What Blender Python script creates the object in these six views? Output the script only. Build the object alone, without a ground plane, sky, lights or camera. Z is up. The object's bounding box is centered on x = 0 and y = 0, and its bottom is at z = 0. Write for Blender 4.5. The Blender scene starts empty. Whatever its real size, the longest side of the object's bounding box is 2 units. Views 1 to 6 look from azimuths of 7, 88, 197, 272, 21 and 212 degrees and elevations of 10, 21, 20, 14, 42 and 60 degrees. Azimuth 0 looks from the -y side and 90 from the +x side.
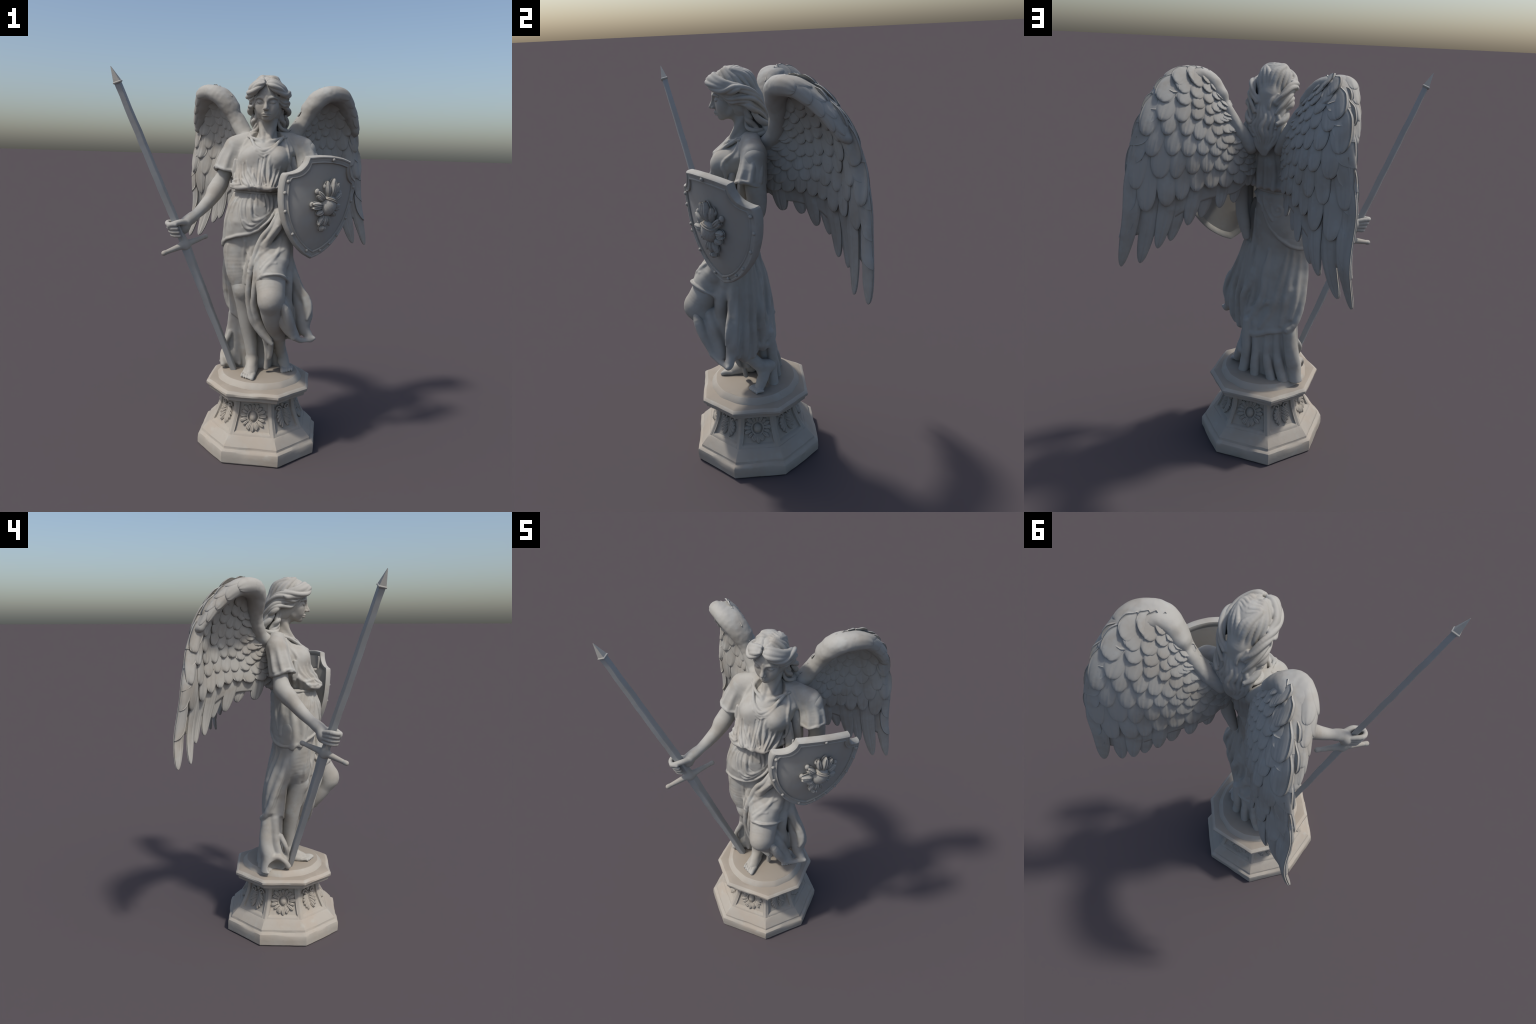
"""Winged woman statue in pale grey stone, with long sword and shield, on an octagonal pedestal.

Soft bodies (flesh, cloth, hair) are described as signed-distance primitives - limbs, folds and
locks as tapered tubes along short spines - blended on a local grid and skinned.  Hard parts
(pedestal, shield, sword) are profiles and lofts; every feather is a leaf-shaped solid laid on a
wing chart.  Metres, z up, the statue faces -y."""
import bpy, math, random
import numpy as np
from mathutils import Vector, Matrix

RNG = random.Random(7)
f32 = np.float32


# ------------------------------------------------------------------ small helpers
def V(*a):
    return np.array(a, float)


def unit(a):
    a = np.asarray(a, float)
    return a / (np.linalg.norm(a) + 1e-12)


def smoothstep(a, b, x):
    t = np.clip((x - a) / (b - a), 0, 1)
    return t * t * (3 - 2 * t)


def spline(points, n):
    """Catmull-Rom through the points, n samples (works on any number of columns)."""
    P = np.asarray(points, float)
    if len(P) == 2:
        return P[0] + np.linspace(0, 1, n)[:, None] * (P[1] - P[0])
    Q = np.vstack([2 * P[0] - P[1], P, 2 * P[-1] - P[-2]])
    m = len(P) - 1
    u = np.linspace(0, m, n)
    i = np.minimum(u.astype(int), m - 1)
    t = (u - i)[:, None]
    a, b, c, d = Q[i], Q[i + 1], Q[i + 2], Q[i + 3]
    return 0.5 * (2 * b + (c - a) * t + (2 * a - 5 * b + 4 * c - d) * t * t + (3 * b - a - 3 * c + d) * t ** 3)


# ------------------------------------------------------------------ scene objects
MATS = {}
ROOT = None


def link(o, parent=None):
    bpy.context.scene.collection.objects.link(o)
    if parent is not None:
        o.parent = parent
    return o


def group(name, parent=None, at=(0, 0, 0)):
    o = bpy.data.objects.new(name, None)
    o.empty_display_size = 0.05
    return link(o, parent)


def make_mesh(name, verts, faces, smooth=True):
    me = bpy.data.meshes.new(name)
    verts = np.asarray(verts, f32)
    if isinstance(faces, np.ndarray) and faces.ndim == 2:
        k = faces.shape[1]
        me.vertices.add(len(verts))
        me.vertices.foreach_set("co", verts.ravel())
        me.loops.add(faces.size)
        me.loops.foreach_set("vertex_index", faces.ravel().astype(np.int32))
        me.polygons.add(len(faces))
        me.polygons.foreach_set("loop_start", np.arange(0, faces.size, k, dtype=np.int32))
        me.update(calc_edges=True)
        me.validate()
    else:
        me.from_pydata([tuple(map(float, v)) for v in verts], [], [tuple(map(int, f)) for f in faces])
        me.update()
    me.polygons.foreach_set("use_smooth", np.full(len(me.polygons), smooth, bool))
    return me


def add(name, verts, faces, parent, mat="stone", smooth=True, sharp=None, normals=None):
    me = make_mesh(name, verts, faces, smooth)
    me.materials.append(MATS[mat])
    if sharp is not None:
        me.set_sharp_from_angle(angle=math.radians(sharp))
    if normals is not None and len(normals) == len(me.vertices):
        me.normals_split_custom_set_from_vertices([tuple(map(float, n)) for n in normals])
    return link(bpy.data.objects.new(name, me), parent)


def grid_faces(nu, nv, close_u=False, close_v=False):
    """Quads of an nu x nv lattice stored row by row (index = i * nv + j)."""
    iu = np.arange(nu if close_u else nu - 1)
    iv = np.arange(nv if close_v else nv - 1)
    I, J = np.meshgrid(iu, iv, indexing="ij")
    I2, J2 = (I + 1) % nu, (J + 1) % nv
    return np.stack([I * nv + J, I2 * nv + J, I2 * nv + J2, I * nv + J2], -1).reshape(-1, 4)


def loft(rings, cap=True):
    """Closed rings (each n x 3) -> verts, faces."""
    R = np.asarray(rings)
    m, n, _ = R.shape
    faces = [tuple(f) for f in grid_faces(m, n, close_v=True)]
    if cap:
        faces.append(tuple(range(n))[::-1][::-1])
        faces.append(tuple((m - 1) * n + j for j in range(n))[::-1])
    return R.reshape(-1, 3), faces


def bevelled(o, width, segments=2, angle=30):
    """Apply a bevel to an object's mesh for good."""
    md = o.modifiers.new("edge", "BEVEL")
    md.width, md.segments, md.limit_method, md.angle_limit = width, segments, "ANGLE", math.radians(angle)
    md.harden_normals = False
    apply_modifiers(o)
    return o


def apply_modifiers(o):
    dg = bpy.context.evaluated_depsgraph_get()
    me = bpy.data.meshes.new_from_object(o.evaluated_get(dg))
    me.name = o.data.name
    old = o.data
    o.modifiers.clear()
    o.data = me
    bpy.data.meshes.remove(old)


def fix_normals(o):
    import bmesh
    bm = bmesh.new()
    bm.from_mesh(o.data)
    bmesh.ops.recalc_face_normals(bm, faces=bm.faces)
    bm.to_mesh(o.data)
    bm.free()


# ------------------------------------------------------------------ lattice noise
def vnoise(P, scale, seed=0):
    """Smooth value noise in -1..1 at points P (n x 3)."""
    P = np.asarray(P, float) * scale + seed * 17.31
    I = np.floor(P).astype(np.int64)
    F = P - I
    F = F * F * (3 - 2 * F)

    def h(i, j, k):
        n = (i * 374761393 + j * 668265263 + k * 2147483647 + seed * 974711) & 0xFFFFFFFF
        n = ((n ^ (n >> 13)) * 1274126177) & 0xFFFFFFFF
        return ((n ^ (n >> 16)) & 0xFFFF) / 32767.5 - 1
    out = 0
    for a in (0, 1):
        for b in (0, 1):
            for c in (0, 1):
                w = (F[:, 0] if a else 1 - F[:, 0]) * (F[:, 1] if b else 1 - F[:, 1]) * (F[:, 2] if c else 1 - F[:, 2])
                out = out + w * h(I[:, 0] + a, I[:, 1] + b, I[:, 2] + c)
    return out


# ------------------------------------------------------------------ signed-distance clay
class Clay:
    """A block of distance field; primitives are blended in, then skinned (surface nets)."""

    def __init__(self, lo, hi, h):
        self.lo, self.h = np.array(lo, float), h
        self.n = np.ceil((np.array(hi, float) - self.lo) / h).astype(int) + 1
        self.ax = [(self.lo[i] + h * np.arange(self.n[i])).astype(f32) for i in range(3)]
        self.f = np.full(self.n, 0.2, f32)

    def window(self, lo, hi):
        s = []
        for i in range(3):
            a = max(0, int((lo[i] - self.lo[i]) / self.h))
            b = min(self.n[i], int((hi[i] - self.lo[i]) / self.h) + 2)
            if b <= a:
                return None
            s.append(slice(a, b))
        X = self.ax[0][s[0]][:, None, None]
        Y = self.ax[1][s[1]][None, :, None]
        Z = self.ax[2][s[2]][None, None, :]
        return tuple(s), X, Y, Z

    def mix(self, s, d, k, op):
        f = self.f[s]
        d = d.astype(f32)
        if op == "add":
            r = np.minimum(f, d)
            if k > 0:
                r -= np.maximum(k - np.abs(f - d), 0) ** 2 / (4 * k)
        else:  # cut away the primitive
            d = -d
            r = np.maximum(f, d)
            if k > 0:
                r += np.maximum(k - np.abs(f - d), 0) ** 2 / (4 * k)
        self.f[s] = r

    def tube(self, pts, radii, k=0.01, n=None, op="add", smooth=True):
        """Tapered tube through the points: limbs, folds, locks, fingers."""
        P = np.asarray(pts, float)
        R = np.broadcast_to(np.asarray(radii, float), (len(P),)) if np.ndim(radii) == 0 or len(np.atleast_1d(radii)) == len(P) else np.interp(np.linspace(0, 1, len(P)), np.linspace(0, 1, len(radii)), radii)
        if smooth and len(P) > 2:
            if n is None:
                L = np.linalg.norm(np.diff(P, axis=0), axis=1).sum()
                n = int(np.clip(L / 0.014, 3 * len(P), 44))
            Q = spline(np.column_stack([P, R]), n)
            P, R = Q[:, :3], np.maximum(Q[:, 3], 1e-4)
        pad = k + 2 * self.h + 0.004
        w = self.window(P.min(0) - R.max() - pad, P.max(0) + R.max() + pad)
        if w is None:
            return self
        s, X, Y, Z = w
        d = np.full(self.f[s].shape, 0.2, f32)
        for i in range(len(P) - 1):
            a, b, ra, rb = P[i], P[i + 1], R[i], R[i + 1]
            r = max(ra, rb) + pad
            w2 = self.window(np.minimum(a, b) - r, np.maximum(a, b) + r)
            if w2 is None:
                continue
            s2, x, y, z = w2
            x, y, z = x - f32(a[0]), y - f32(a[1]), z - f32(a[2])
            v = b - a
            L2 = float(v @ v) + 1e-12
            t = np.clip((x * f32(v[0]) + y * f32(v[1]) + z * f32(v[2])) / f32(L2), 0, 1)
            dd = np.sqrt((x - t * f32(v[0])) ** 2 + (y - t * f32(v[1])) ** 2 + (z - t * f32(v[2])) ** 2) - (f32(ra) + t * f32(rb - ra))
            loc = tuple(slice(s2[q].start - s[q].start, s2[q].stop - s[q].start) for q in range(3))
            d[loc] = np.minimum(d[loc], dd)
        self.mix(s, d, k, op)
        return self

    def ball(self, c, r, k=0.01, op="add", axes=None):
        """Ellipsoid with radii r; axes = 3 orthonormal rows."""
        c, r = np.asarray(c, float), np.broadcast_to(np.asarray(r, float), (3,))
        m = r.max() + k + 2 * self.h + 0.004
        w = self.window(c - m, c + m)
        if w is None:
            return self
        s, X, Y, Z = w
        x, y, z = X - f32(c[0]), Y - f32(c[1]), Z - f32(c[2])
        A = np.eye(3) if axes is None else np.asarray(axes, float)
        q0 = q1 = 0
        for i in range(3):
            u = x * f32(A[i][0]) + y * f32(A[i][1]) + z * f32(A[i][2])
            q0 = q0 + (u / f32(r[i])) ** 2
            q1 = q1 + (u / f32(r[i] ** 2)) ** 2
        k0, k1 = np.sqrt(q0), np.sqrt(q1)
        self.mix(s, k0 * (k0 - 1) / (k1 + 1e-6), k, op)
        return self

    def shape(self, fn, lo, hi, k=0.01, op="add"):
        w = self.window(np.asarray(lo) - k - 3 * self.h, np.asarray(hi) + k + 3 * self.h)
        s, X, Y, Z = w
        self.mix(s, np.broadcast_to(fn(X, Y, Z), self.f[s].shape), k, op)
        return self

    def skin(self, relax=1):
        f, h = self.f, self.h
        f[0], f[-1] = 0.1, 0.1
        f[:, 0], f[:, -1] = 0.1, 0.1
        f[:, :, 0], f[:, :, -1] = 0.1, 0.1
        s = f < 0
        c = s[:-1, :-1, :-1].astype(np.uint8)
        tot = np.zeros_like(c)
        for a in (0, 1):
            for b in (0, 1):
                for d in (0, 1):
                    tot += s[a:s.shape[0] - 1 + a, b:s.shape[1] - 1 + b, d:s.shape[2] - 1 + d]
        I = np.argwhere((tot > 0) & (tot < 8))
        idx = np.full(tot.shape, -1, np.int32)
        idx[I[:, 0], I[:, 1], I[:, 2]] = np.arange(len(I))
        cor = np.array([[a, b, d] for a in (0, 1) for b in (0, 1) for d in (0, 1)])
        val = np.stack([f[I[:, 0] + o[0], I[:, 1] + o[1], I[:, 2] + o[2]] for o in cor], 1)
        acc, cnt = np.zeros((len(I), 3)), np.zeros(len(I))
        for i in range(8):
            for j in range(i + 1, 8):
                if np.abs(cor[i] - cor[j]).sum() != 1:
                    continue
                m = (val[:, i] < 0) != (val[:, j] < 0)
                t = val[m, i] / (val[m, i] - val[m, j])
                acc[m] += cor[i] + t[:, None] * (cor[j] - cor[i])
                cnt[m] += 1
        P = self.lo + h * (I + acc / cnt[:, None])
        quads = []
        for ax in range(3):
            o1, o2 = (ax + 1) % 3, (ax + 2) % 3
            sa = [slice(None)] * 3
            sb = [slice(None)] * 3
            sa[ax], sb[ax] = slice(0, -1), slice(1, None)
            for q in (o1, o2):
                sa[q] = sb[q] = slice(1, -1)
            A, B = s[tuple(sa)], s[tuple(sb)]
            for flip, M in ((False, A & ~B), (True, ~A & B)):
                E = np.argwhere(M)
                if not len(E):
                    continue
                E[:, o1] += 1
                E[:, o2] += 1

                def g(p, q):
                    Q = E.copy()
                    Q[:, o1] -= p
                    Q[:, o2] -= q
                    return idx[Q[:, 0], Q[:, 1], Q[:, 2]]
                F = np.stack([g(1, 1), g(0, 1), g(0, 0), g(1, 0)], 1)
                quads.append(F[:, ::-1] if flip else F)
        F = np.vstack(quads)
        F = F[(F >= 0).all(1)]
        for _ in range(relax):  # a light Laplacian pass takes the grid stepping out
            S, C = np.zeros_like(P), np.zeros(len(P))
            for i in range(4):
                a, b = F[:, i], F[:, (i + 1) % 4]
                for u, v in ((a, b), (b, a)):
                    for q in range(3):
                        S[:, q] += np.bincount(u, P[v, q], len(P))
                    C += np.bincount(u, minlength=len(P))
            P = 0.5 * P + 0.5 * S / np.maximum(C, 1)[:, None]
        return P, F


def vertex_normals(P, F):
    n = np.cross(P[F[:, 2]] - P[F[:, 0]], P[F[:, 3]] - P[F[:, 1]])
    N = np.zeros_like(P)
    for q in range(3):
        for i in range(4):
            N[:, q] += np.bincount(F[:, i], n[:, q], len(P))
    return N / (np.linalg.norm(N, axis=1)[:, None] + 1e-12)


def add_split(P, F, regions, parent, mat="stone"):
    """One smooth surface cut into named parts whose borders coincide.
    regions: list of (name, fn(centres) -> bool); the first that matches takes the face."""
    N = vertex_normals(P, F)
    cen = P[F].mean(1)
    left = np.ones(len(F), bool)
    out = {}
    for name, fn in regions:
        m = left & fn(cen)
        left &= ~m
        if not m.any():
            continue
        used, inv = np.unique(F[m], return_inverse=True)
        out[name] = add(name, P[used], inv.reshape(-1, 4), parent, mat, normals=N[used])
    return out


def drop_islands(P, F, keep=1, least=200):
    """Forget small loose bits of a skin."""
    lab = np.arange(len(P))
    while True:
        m = lab[F].min(1)
        new = lab.copy()
        for i in range(4):
            np.minimum.at(new, F[:, i], m)
        new = new[new]
        if (new == lab).all():
            break
        lab = new
    ids, cnt = np.unique(lab, return_counts=True)
    ok = set(ids[cnt >= least])
    mask = np.array([l in ok for l in lab[F[:, 0]]])
    used, inv = np.unique(F[mask], return_inverse=True)
    return P[used], inv.reshape(-1, 4)


def surf(cl, side, a, b, default=None):
    """Where the clay's skin lies, seen from `side` ('-y','+y','-x','+x'); a, b are the other two coordinates."""
    ax = {"x": 0, "y": 1}[side[1]]
    oth = [i for i in range(3) if i != ax]
    i = int(np.clip(round((a - cl.lo[oth[0]]) / cl.h), 0, cl.n[oth[0]] - 1))
    j = int(np.clip(round((b - cl.lo[oth[1]]) / cl.h), 0, cl.n[oth[1]] - 1))
    sl = [i, j]
    sl.insert(ax, slice(None))
    line = cl.f[tuple(sl)]
    hit = np.nonzero(line < 0)[0]
    if not len(hit):
        return default
    return float(cl.ax[ax][hit[0] if side[0] == "-" else hit[-1]])


def fold(cl, side, pts, radii, k=0.008, embed=0.35, op="add"):
    """A cloth fold: tube that rides on the clay's skin along (a, b) points seen from one side."""
    ax = {"x": 0, "y": 1}[side[1]]
    sg = -1 if side[0] == "-" else 1
    n = max(8, 4 * len(pts))
    R = np.interp(np.linspace(0, 1, n), np.linspace(0, 1, len(np.atleast_1d(radii))), np.atleast_1d(radii))
    Q, out, rr = spline(np.asarray(pts, float), n), [], []
    last = None
    for (a, b), r in zip(Q, R):
        c = surf(cl, side, a, b, last)
        if c is None:
            continue
        last = c
        p = [a, b]
        p.insert(ax, c - sg * r * embed)
        out.append(p)
        rr.append(r)
    if len(out) > 2:
        out = np.array(out)
        sm = out.copy()
        sm[1:-1, ax] = (out[:-2, ax] + out[1:-1, ax] * 2 + out[2:, ax]) / 4
        cl.tube(sm, np.array(rr), k, op=op, smooth=False)
    return cl


def column(stations, power=2.0):
    """Distance-like function of a draped column; stations rows = z, cx, cy, rx, ry (from top or bottom)."""
    S = np.array(sorted(stations))
    zz = np.linspace(S[0, 0], S[-1, 0], 120)
    seg = np.column_stack([np.interp(zz, S[:, 0], S[:, i]) for i in range(1, 5)])
    for _ in range(6):
        seg[1:-1] = (seg[:-2] + 2 * seg[1:-1] + seg[2:]) / 4

    def fn(X, Y, Z):
        z = Z.ravel()
        cx, cy, rx, ry = (np.interp(z, zz, seg[:, i]).astype(f32).reshape(Z.shape) for i in range(4))
        q = (np.abs((X - cx) / rx) ** power + np.abs((Y - cy) / ry) ** power) ** (1 / power)
        d = (q - 1) * np.minimum(rx, ry)
        return np.maximum(d, np.maximum(f32(S[0, 0]) - Z, Z - f32(S[-1, 0])))
    return fn


# ------------------------------------------------------------------ materials
def stone_material(name, base, spot, pale, rough=0.78, mottle=1.0, bump=0.25, grain=240.0):
    """Matt carved stone: base colour with soft warm and cool clouds, specks and fine grain."""
    m = bpy.data.materials.new(name)
    m.use_nodes = True
    nt = m.node_tree
    nt.nodes.clear()
    N, L = nt.nodes.new, nt.links.new
    out, bs = N("ShaderNodeOutputMaterial"), N("ShaderNodeBsdfPrincipled")
    L(bs.outputs[0], out.inputs[0])
    bs.inputs["Roughness"].default_value = rough
    bs.inputs["Specular IOR Level"].default_value = 0.3
    co = N("ShaderNodeTexCoord")

    def noise(scale, detail, rough_=0.55):
        n = N("ShaderNodeTexNoise")
        n.inputs["Scale"].default_value, n.inputs["Detail"].default_value, n.inputs["Roughness"].default_value = scale, detail, rough_
        L(co.outputs["Object"], n.inputs["Vector"])
        return n.outputs["Fac"]

    def ramp(fac, a, b):
        r = N("ShaderNodeMapRange")
        r.interpolation_type = "SMOOTHSTEP"
        r.inputs["From Min"].default_value, r.inputs["From Max"].default_value = a, b
        L(fac, r.inputs["Value"])
        return r.outputs["Result"]

    def mixc(fac, a, b, amount=1.0):
        mx = N("ShaderNodeMix")
        mx.data_type = "RGBA"
        mu = N("ShaderNodeMath")
        mu.operation = "MULTIPLY"
        mu.inputs[1].default_value = amount
        L(fac, mu.inputs[0])
        L(mu.outputs[0], mx.inputs["Factor"])
        for v, sock in ((a, mx.inputs["A"]), (b, mx.inputs["B"])):
            if isinstance(v, tuple):
                sock.default_value = (*v, 1)
            else:
                L(v, sock)
        return mx.outputs["Result"]
    c = mixc(ramp(noise(7.0, 4), 0.42, 0.68), base, spot, 0.75 * mottle)
    c = mixc(ramp(noise(13.0, 5), 0.52, 0.75), c, pale, 0.6 * mottle)
    c = mixc(ramp(noise(75.0, 3), 0.62, 0.78), c, tuple(v * 0.72 for v in base), 0.28 * mottle)
    L(c, bs.inputs["Base Color"])
    b1, b2 = N("ShaderNodeBump"), N("ShaderNodeBump")
    b1.inputs["Strength"].default_value, b1.inputs["Distance"].default_value = bump, 0.0025
    L(noise(38.0, 5), b1.inputs["Height"])
    b2.inputs["Strength"].default_value, b2.inputs["Distance"].default_value = bump * 0.6, 0.0006
    L(noise(grain, 2), b2.inputs["Height"])
    L(b1.outputs[0], b2.inputs["Normal"])
    L(b2.outputs[0], bs.inputs["Normal"])
    MATS[name] = m
    return m


stone_material("stone", (0.343, 0.334, 0.307), (0.300, 0.278, 0.242), (0.365, 0.370, 0.352), mottle=1.2)
stone_material("pedestal_stone", (0.335, 0.308, 0.266), (0.335, 0.290, 0.238), (0.365, 0.360, 0.325), bump=0.35)
stone_material("dusty_stone", (0.280, 0.246, 0.203), (0.270, 0.232, 0.186), (0.300, 0.272, 0.232), bump=0.2)
stone_material("blade_stone", (0.325, 0.332, 0.328), (0.315, 0.308, 0.288), (0.335, 0.350, 0.352), rough=0.6)
stone_material("shield_stone", (0.330, 0.320, 0.295), (0.325, 0.300, 0.265), (0.335, 0.335, 0.320), rough=0.65)

ROOT = group("angel_statue")
ROOT["label"] = "grey stone winged woman with sword and shield on octagonal pedestal"
ROOT["category"] = "statue"


# ------------------------------------------------------------------ leaf solid (petals, feathers)
def leaf_grid(nt, na, width, lift, thick, groove=0.0, cup=0.0):
    """Local leaf: t 0..1 along, a -1..1 across. width(t), lift(t) and thick(t) are functions.
    Returns (t, a*width, height) of the upper skin and the lower height."""
    t = np.linspace(0, 1, nt)
    a = np.linspace(-1, 1, na)
    T, A = np.meshgrid(t, a, indexing="ij")
    W = width(T)
    dome = np.sqrt(np.clip(1 - A ** 2, 0, 1))
    top = lift(T) + thick(T) * dome * (1 - groove * np.exp(-(A / 0.16) ** 2)) - cup * A ** 2
    return T, A * W, top


def leaf_solid(nt, na, length, width, thick, tip_pow=2.2, base=0.35, groove=0.3, flat=0.0, rise=0.0):
    """A petal: rounded at the tip, narrow at the base, domed above and flat below (x across, y along, z up)."""
    wid = lambda T: width * (base + (1 - base) * smoothstep(0, 0.6, T)) * np.power(np.clip(1 - T ** (2 * tip_pow), 0, 1), 0.5)
    T, X, Zt = leaf_grid(nt, na, wid, lambda T: rise * T ** 2, lambda T: thick * (0.45 + 0.55 * np.sin(np.pi * np.clip(T, 0.0, 1) ** 0.8)), groove)
    Y = T * length
    up = np.stack([X, Y, Zt], -1).reshape(-1, 3)
    lo = np.stack([X, Y, np.full_like(X, -flat) + rise * T ** 2], -1).reshape(-1, 3)
    n = len(up)
    F = grid_faces(nt, na)
    faces = np.vstack([F, F[:, ::-1] + n])
    rim = [i * na for i in range(nt)] + [(nt - 1) * na + j for j in range(1, na)] + [i * na + na - 1 for i in range(nt - 2, -1, -1)] + [j for j in range(na - 2, 0, -1)]
    rim = np.array(rim)
    nx = np.roll(rim, -1)
    side = np.stack([rim, rim + n, nx + n, nx], 1)
    return np.vstack([up, lo]), np.vstack([faces, side[:, ::-1]])


def place(mesh, name, M, parent):
    o = bpy.data.objects.new(name, mesh)
    link(o, parent)
    o.matrix_local = Matrix([list(map(float, r)) for r in M])
    return o


def frame(origin, x, y, z, sx=1.0, sy=1.0, sz=1.0):
    M = np.eye(4)
    M[:3, 0], M[:3, 1], M[:3, 2], M[:3, 3] = np.asarray(x) * sx, np.asarray(y) * sy, np.asarray(z) * sz, origin
    return M


# ------------------------------------------------------------------ pedestal
PC = V(0.0555, -0.0665)


def octagon(s, kind="base"):
    hx, fx, hy, sy = (0.3195, 0.148, 0.3215, 0.131) if kind == "base" else (0.316, 0.157, 0.314, 0.135)
    o = V([-fx, -hy], [fx, -hy], [hx, -sy], [hx, sy], [fx, hy], [-fx, hy], [-hx, sy], [-hx, -sy])
    return PC + s * o


def octagon_block(name, profile, parent, kind="base", wear=0.002, sub=16, mat="pedestal_stone", seed=1):
    """Stack of worn octagon rings; profile = (scale, z) rows from bottom to top."""
    rings = []
    for s, z in profile:
        o = octagon(s, kind)
        r = []
        for i in range(8):
            for q in range(sub):
                u = q / sub
                r.append([*(o[i] * (1 - u) + o[(i + 1) % 8] * u), z])
        rings.append(r)
    R = np.array(rings)
    shp = R.shape
    Q = R.reshape(-1, 3)
    n1 = vnoise(Q, 9, seed) * wear * 1.6 + vnoise(Q, 31, seed + 3) * wear * 0.7
    d = Q[:, :2] - PC
    Q[:, :2] += d / np.linalg.norm(d, axis=1)[:, None] * n1[:, None]
    inner = (Q[:, 2] > 0.002)
    Q[inner, 2] += vnoise(Q[inner], 12, seed + 5) * wear * 0.9
    edge = smoothstep(0.050, 0.062, Q[:, 2]) * (1 - smoothstep(0.070, 0.074, Q[:, 2])) if seed == 1 else smoothstep(0.356, 0.366, Q[:, 2]) * (1 - smoothstep(0.371, 0.376, Q[:, 2]))
    chip = np.clip(vnoise(Q * V(1, 1, 0.2), 10, seed + 8) - 0.05, 0, 1) * edge      # battered upper edge
    Q[:, 2] -= chip * 0.010
    Q[:, :2] -= d / np.linalg.norm(d, axis=1)[:, None] * (chip * 0.006)[:, None]
    v, f = loft(Q.reshape(shp))
    o = add(name, v, f, parent, mat, sharp=28)
    fix_normals(o)
    return o


def dust_top(o, first):
    """The level upper faces carry brown dirt: give them their own material."""
    o.data.materials.append(MATS["dusty_stone"])
    for p in o.data.polygons:
        if p.normal.z > 0.5 and p.index >= first:
            p.material_index = 1


pedestal = group("pedestal", ROOT)
octagon_block("plinth", [(0.985, 0.0), (0.998, 0.006), (1.0, 0.030), (1.0, 0.058), (0.992, 0.066), (0.972, 0.071), (0.940, 0.074), (0.936, 0.076), (0.932, 0.086), (0.925, 0.089),
                         (0.90, 0.098), (0.86, 0.112), (0.815, 0.127), (0.80, 0.130), (0.70, 0.131)], pedestal)
octagon_block("cornice", [(0.60, 0.300), (0.68, 0.301), (0.73, 0.309), (0.785, 0.317), (0.815, 0.322), (0.822, 0.327), (0.822, 0.338), (0.835, 0.342), (0.858, 0.345), (0.868, 0.351), (0.868, 0.362),
                          (0.850, 0.368), (0.82, 0.373), (0.76, 0.378), (0.60, 0.380)], pedestal, "top", 0.0022, seed=4)
dust_top(bpy.data.objects["cornice"], 12 * 128)


def dado_scale(v):
    return 0.630 + 0.172 * np.clip(1 - v, 0, 1) ** 2.0


DZ0, DZ1 = 0.128, 0.306


def dado_point(i, um, v, out=0.0):
    """Point on dado face i; um = metres across from the face's middle, v 0..1 up."""
    um, v = np.asarray(um, float), np.asarray(v, float)
    o = octagon(1.0) - PC
    a, b = o[i], o[(i + 1) % 8]
    t = unit(b - a)
    nrm = V(t[1], -t[0])
    mid = (a + b) / 2
    s = dado_scale(v)
    P = PC + mid * s[..., None] + t * um[..., None] + nrm * np.asarray(out)[..., None]
    return np.concatenate([P, (DZ0 + (DZ1 - DZ0) * v)[..., None]], -1)


dado_v, dado_f, off = [], [], 0
nu, nv = 61, 49
for i in range(8):
    o = octagon(1.0) - PC
    half = np.linalg.norm(o[(i + 1) % 8] - o[i]) / 2
    u, v = np.meshgrid(np.linspace(-1, 1, nu), np.linspace(0, 1, nv), indexing="ij")
    um = u * half * dado_scale(v)
    edge = half * dado_scale(v) - np.abs(um)
    m = smoothstep(0.019, 0.022, edge) * smoothstep(0.075, 0.095, v) * (1 - smoothstep(0.925, 0.945, v))
    bead = np.exp(-((edge - 0.0135) / 0.0022) ** 2) * 0.0016
    P = dado_point(i, um, v, -0.0125 * m - bead)
    dado_v.append(P.reshape(-1, 3))
    dado_f.append(grid_faces(nu, nv) + off)
    off += nu * nv
add("dado", np.vstack(dado_v), np.vstack(dado_f), pedestal, "pedestal_stone", sharp=40)


def face_frame(i, um, v, out):
    e = 0.02
    p = dado_point(i, V(um)[0], V(v)[0], V(out)[0])
    up = unit(dado_point(i, V(um)[0], V(v + e)[0], V(out)[0]) - dado_point(i, V(um)[0], V(v - e)[0], V(out)[0]))
    o = octagon(1.0)
    t = unit(np.append(o[(i + 1) % 8] - o[i], 0))
    return p, t, up, np.cross(t, up)


pet_v, pet_f = leaf_solid(9, 9, 1.0, 0.34, 0.30, 1.6, 0.45, 0.42, 0.12)
petal_mesh = make_mesh("petal", pet_v, pet_f)
petal_mesh.materials.append(MATS["pedestal_stone"])
curl_c = Clay((-1.3, -1.3, -0.5), (1.3, 1.3, 0.6), 0.07)
sp = [(math.cos(q) * (1.0 - 0.115 * q), math.sin(q) * (1.0 - 0.115 * q), 0.02 * q) for q in np.linspace(0, 6.6, 16)]
curl_c.tube(sp, np.linspace(0.24, 0.30, 16), 0.05)
cp, cf = curl_c.skin()
curl_mesh = make_mesh("scroll", cp, cf)
curl_mesh.materials.append(MATS["pedestal_stone"])


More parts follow.
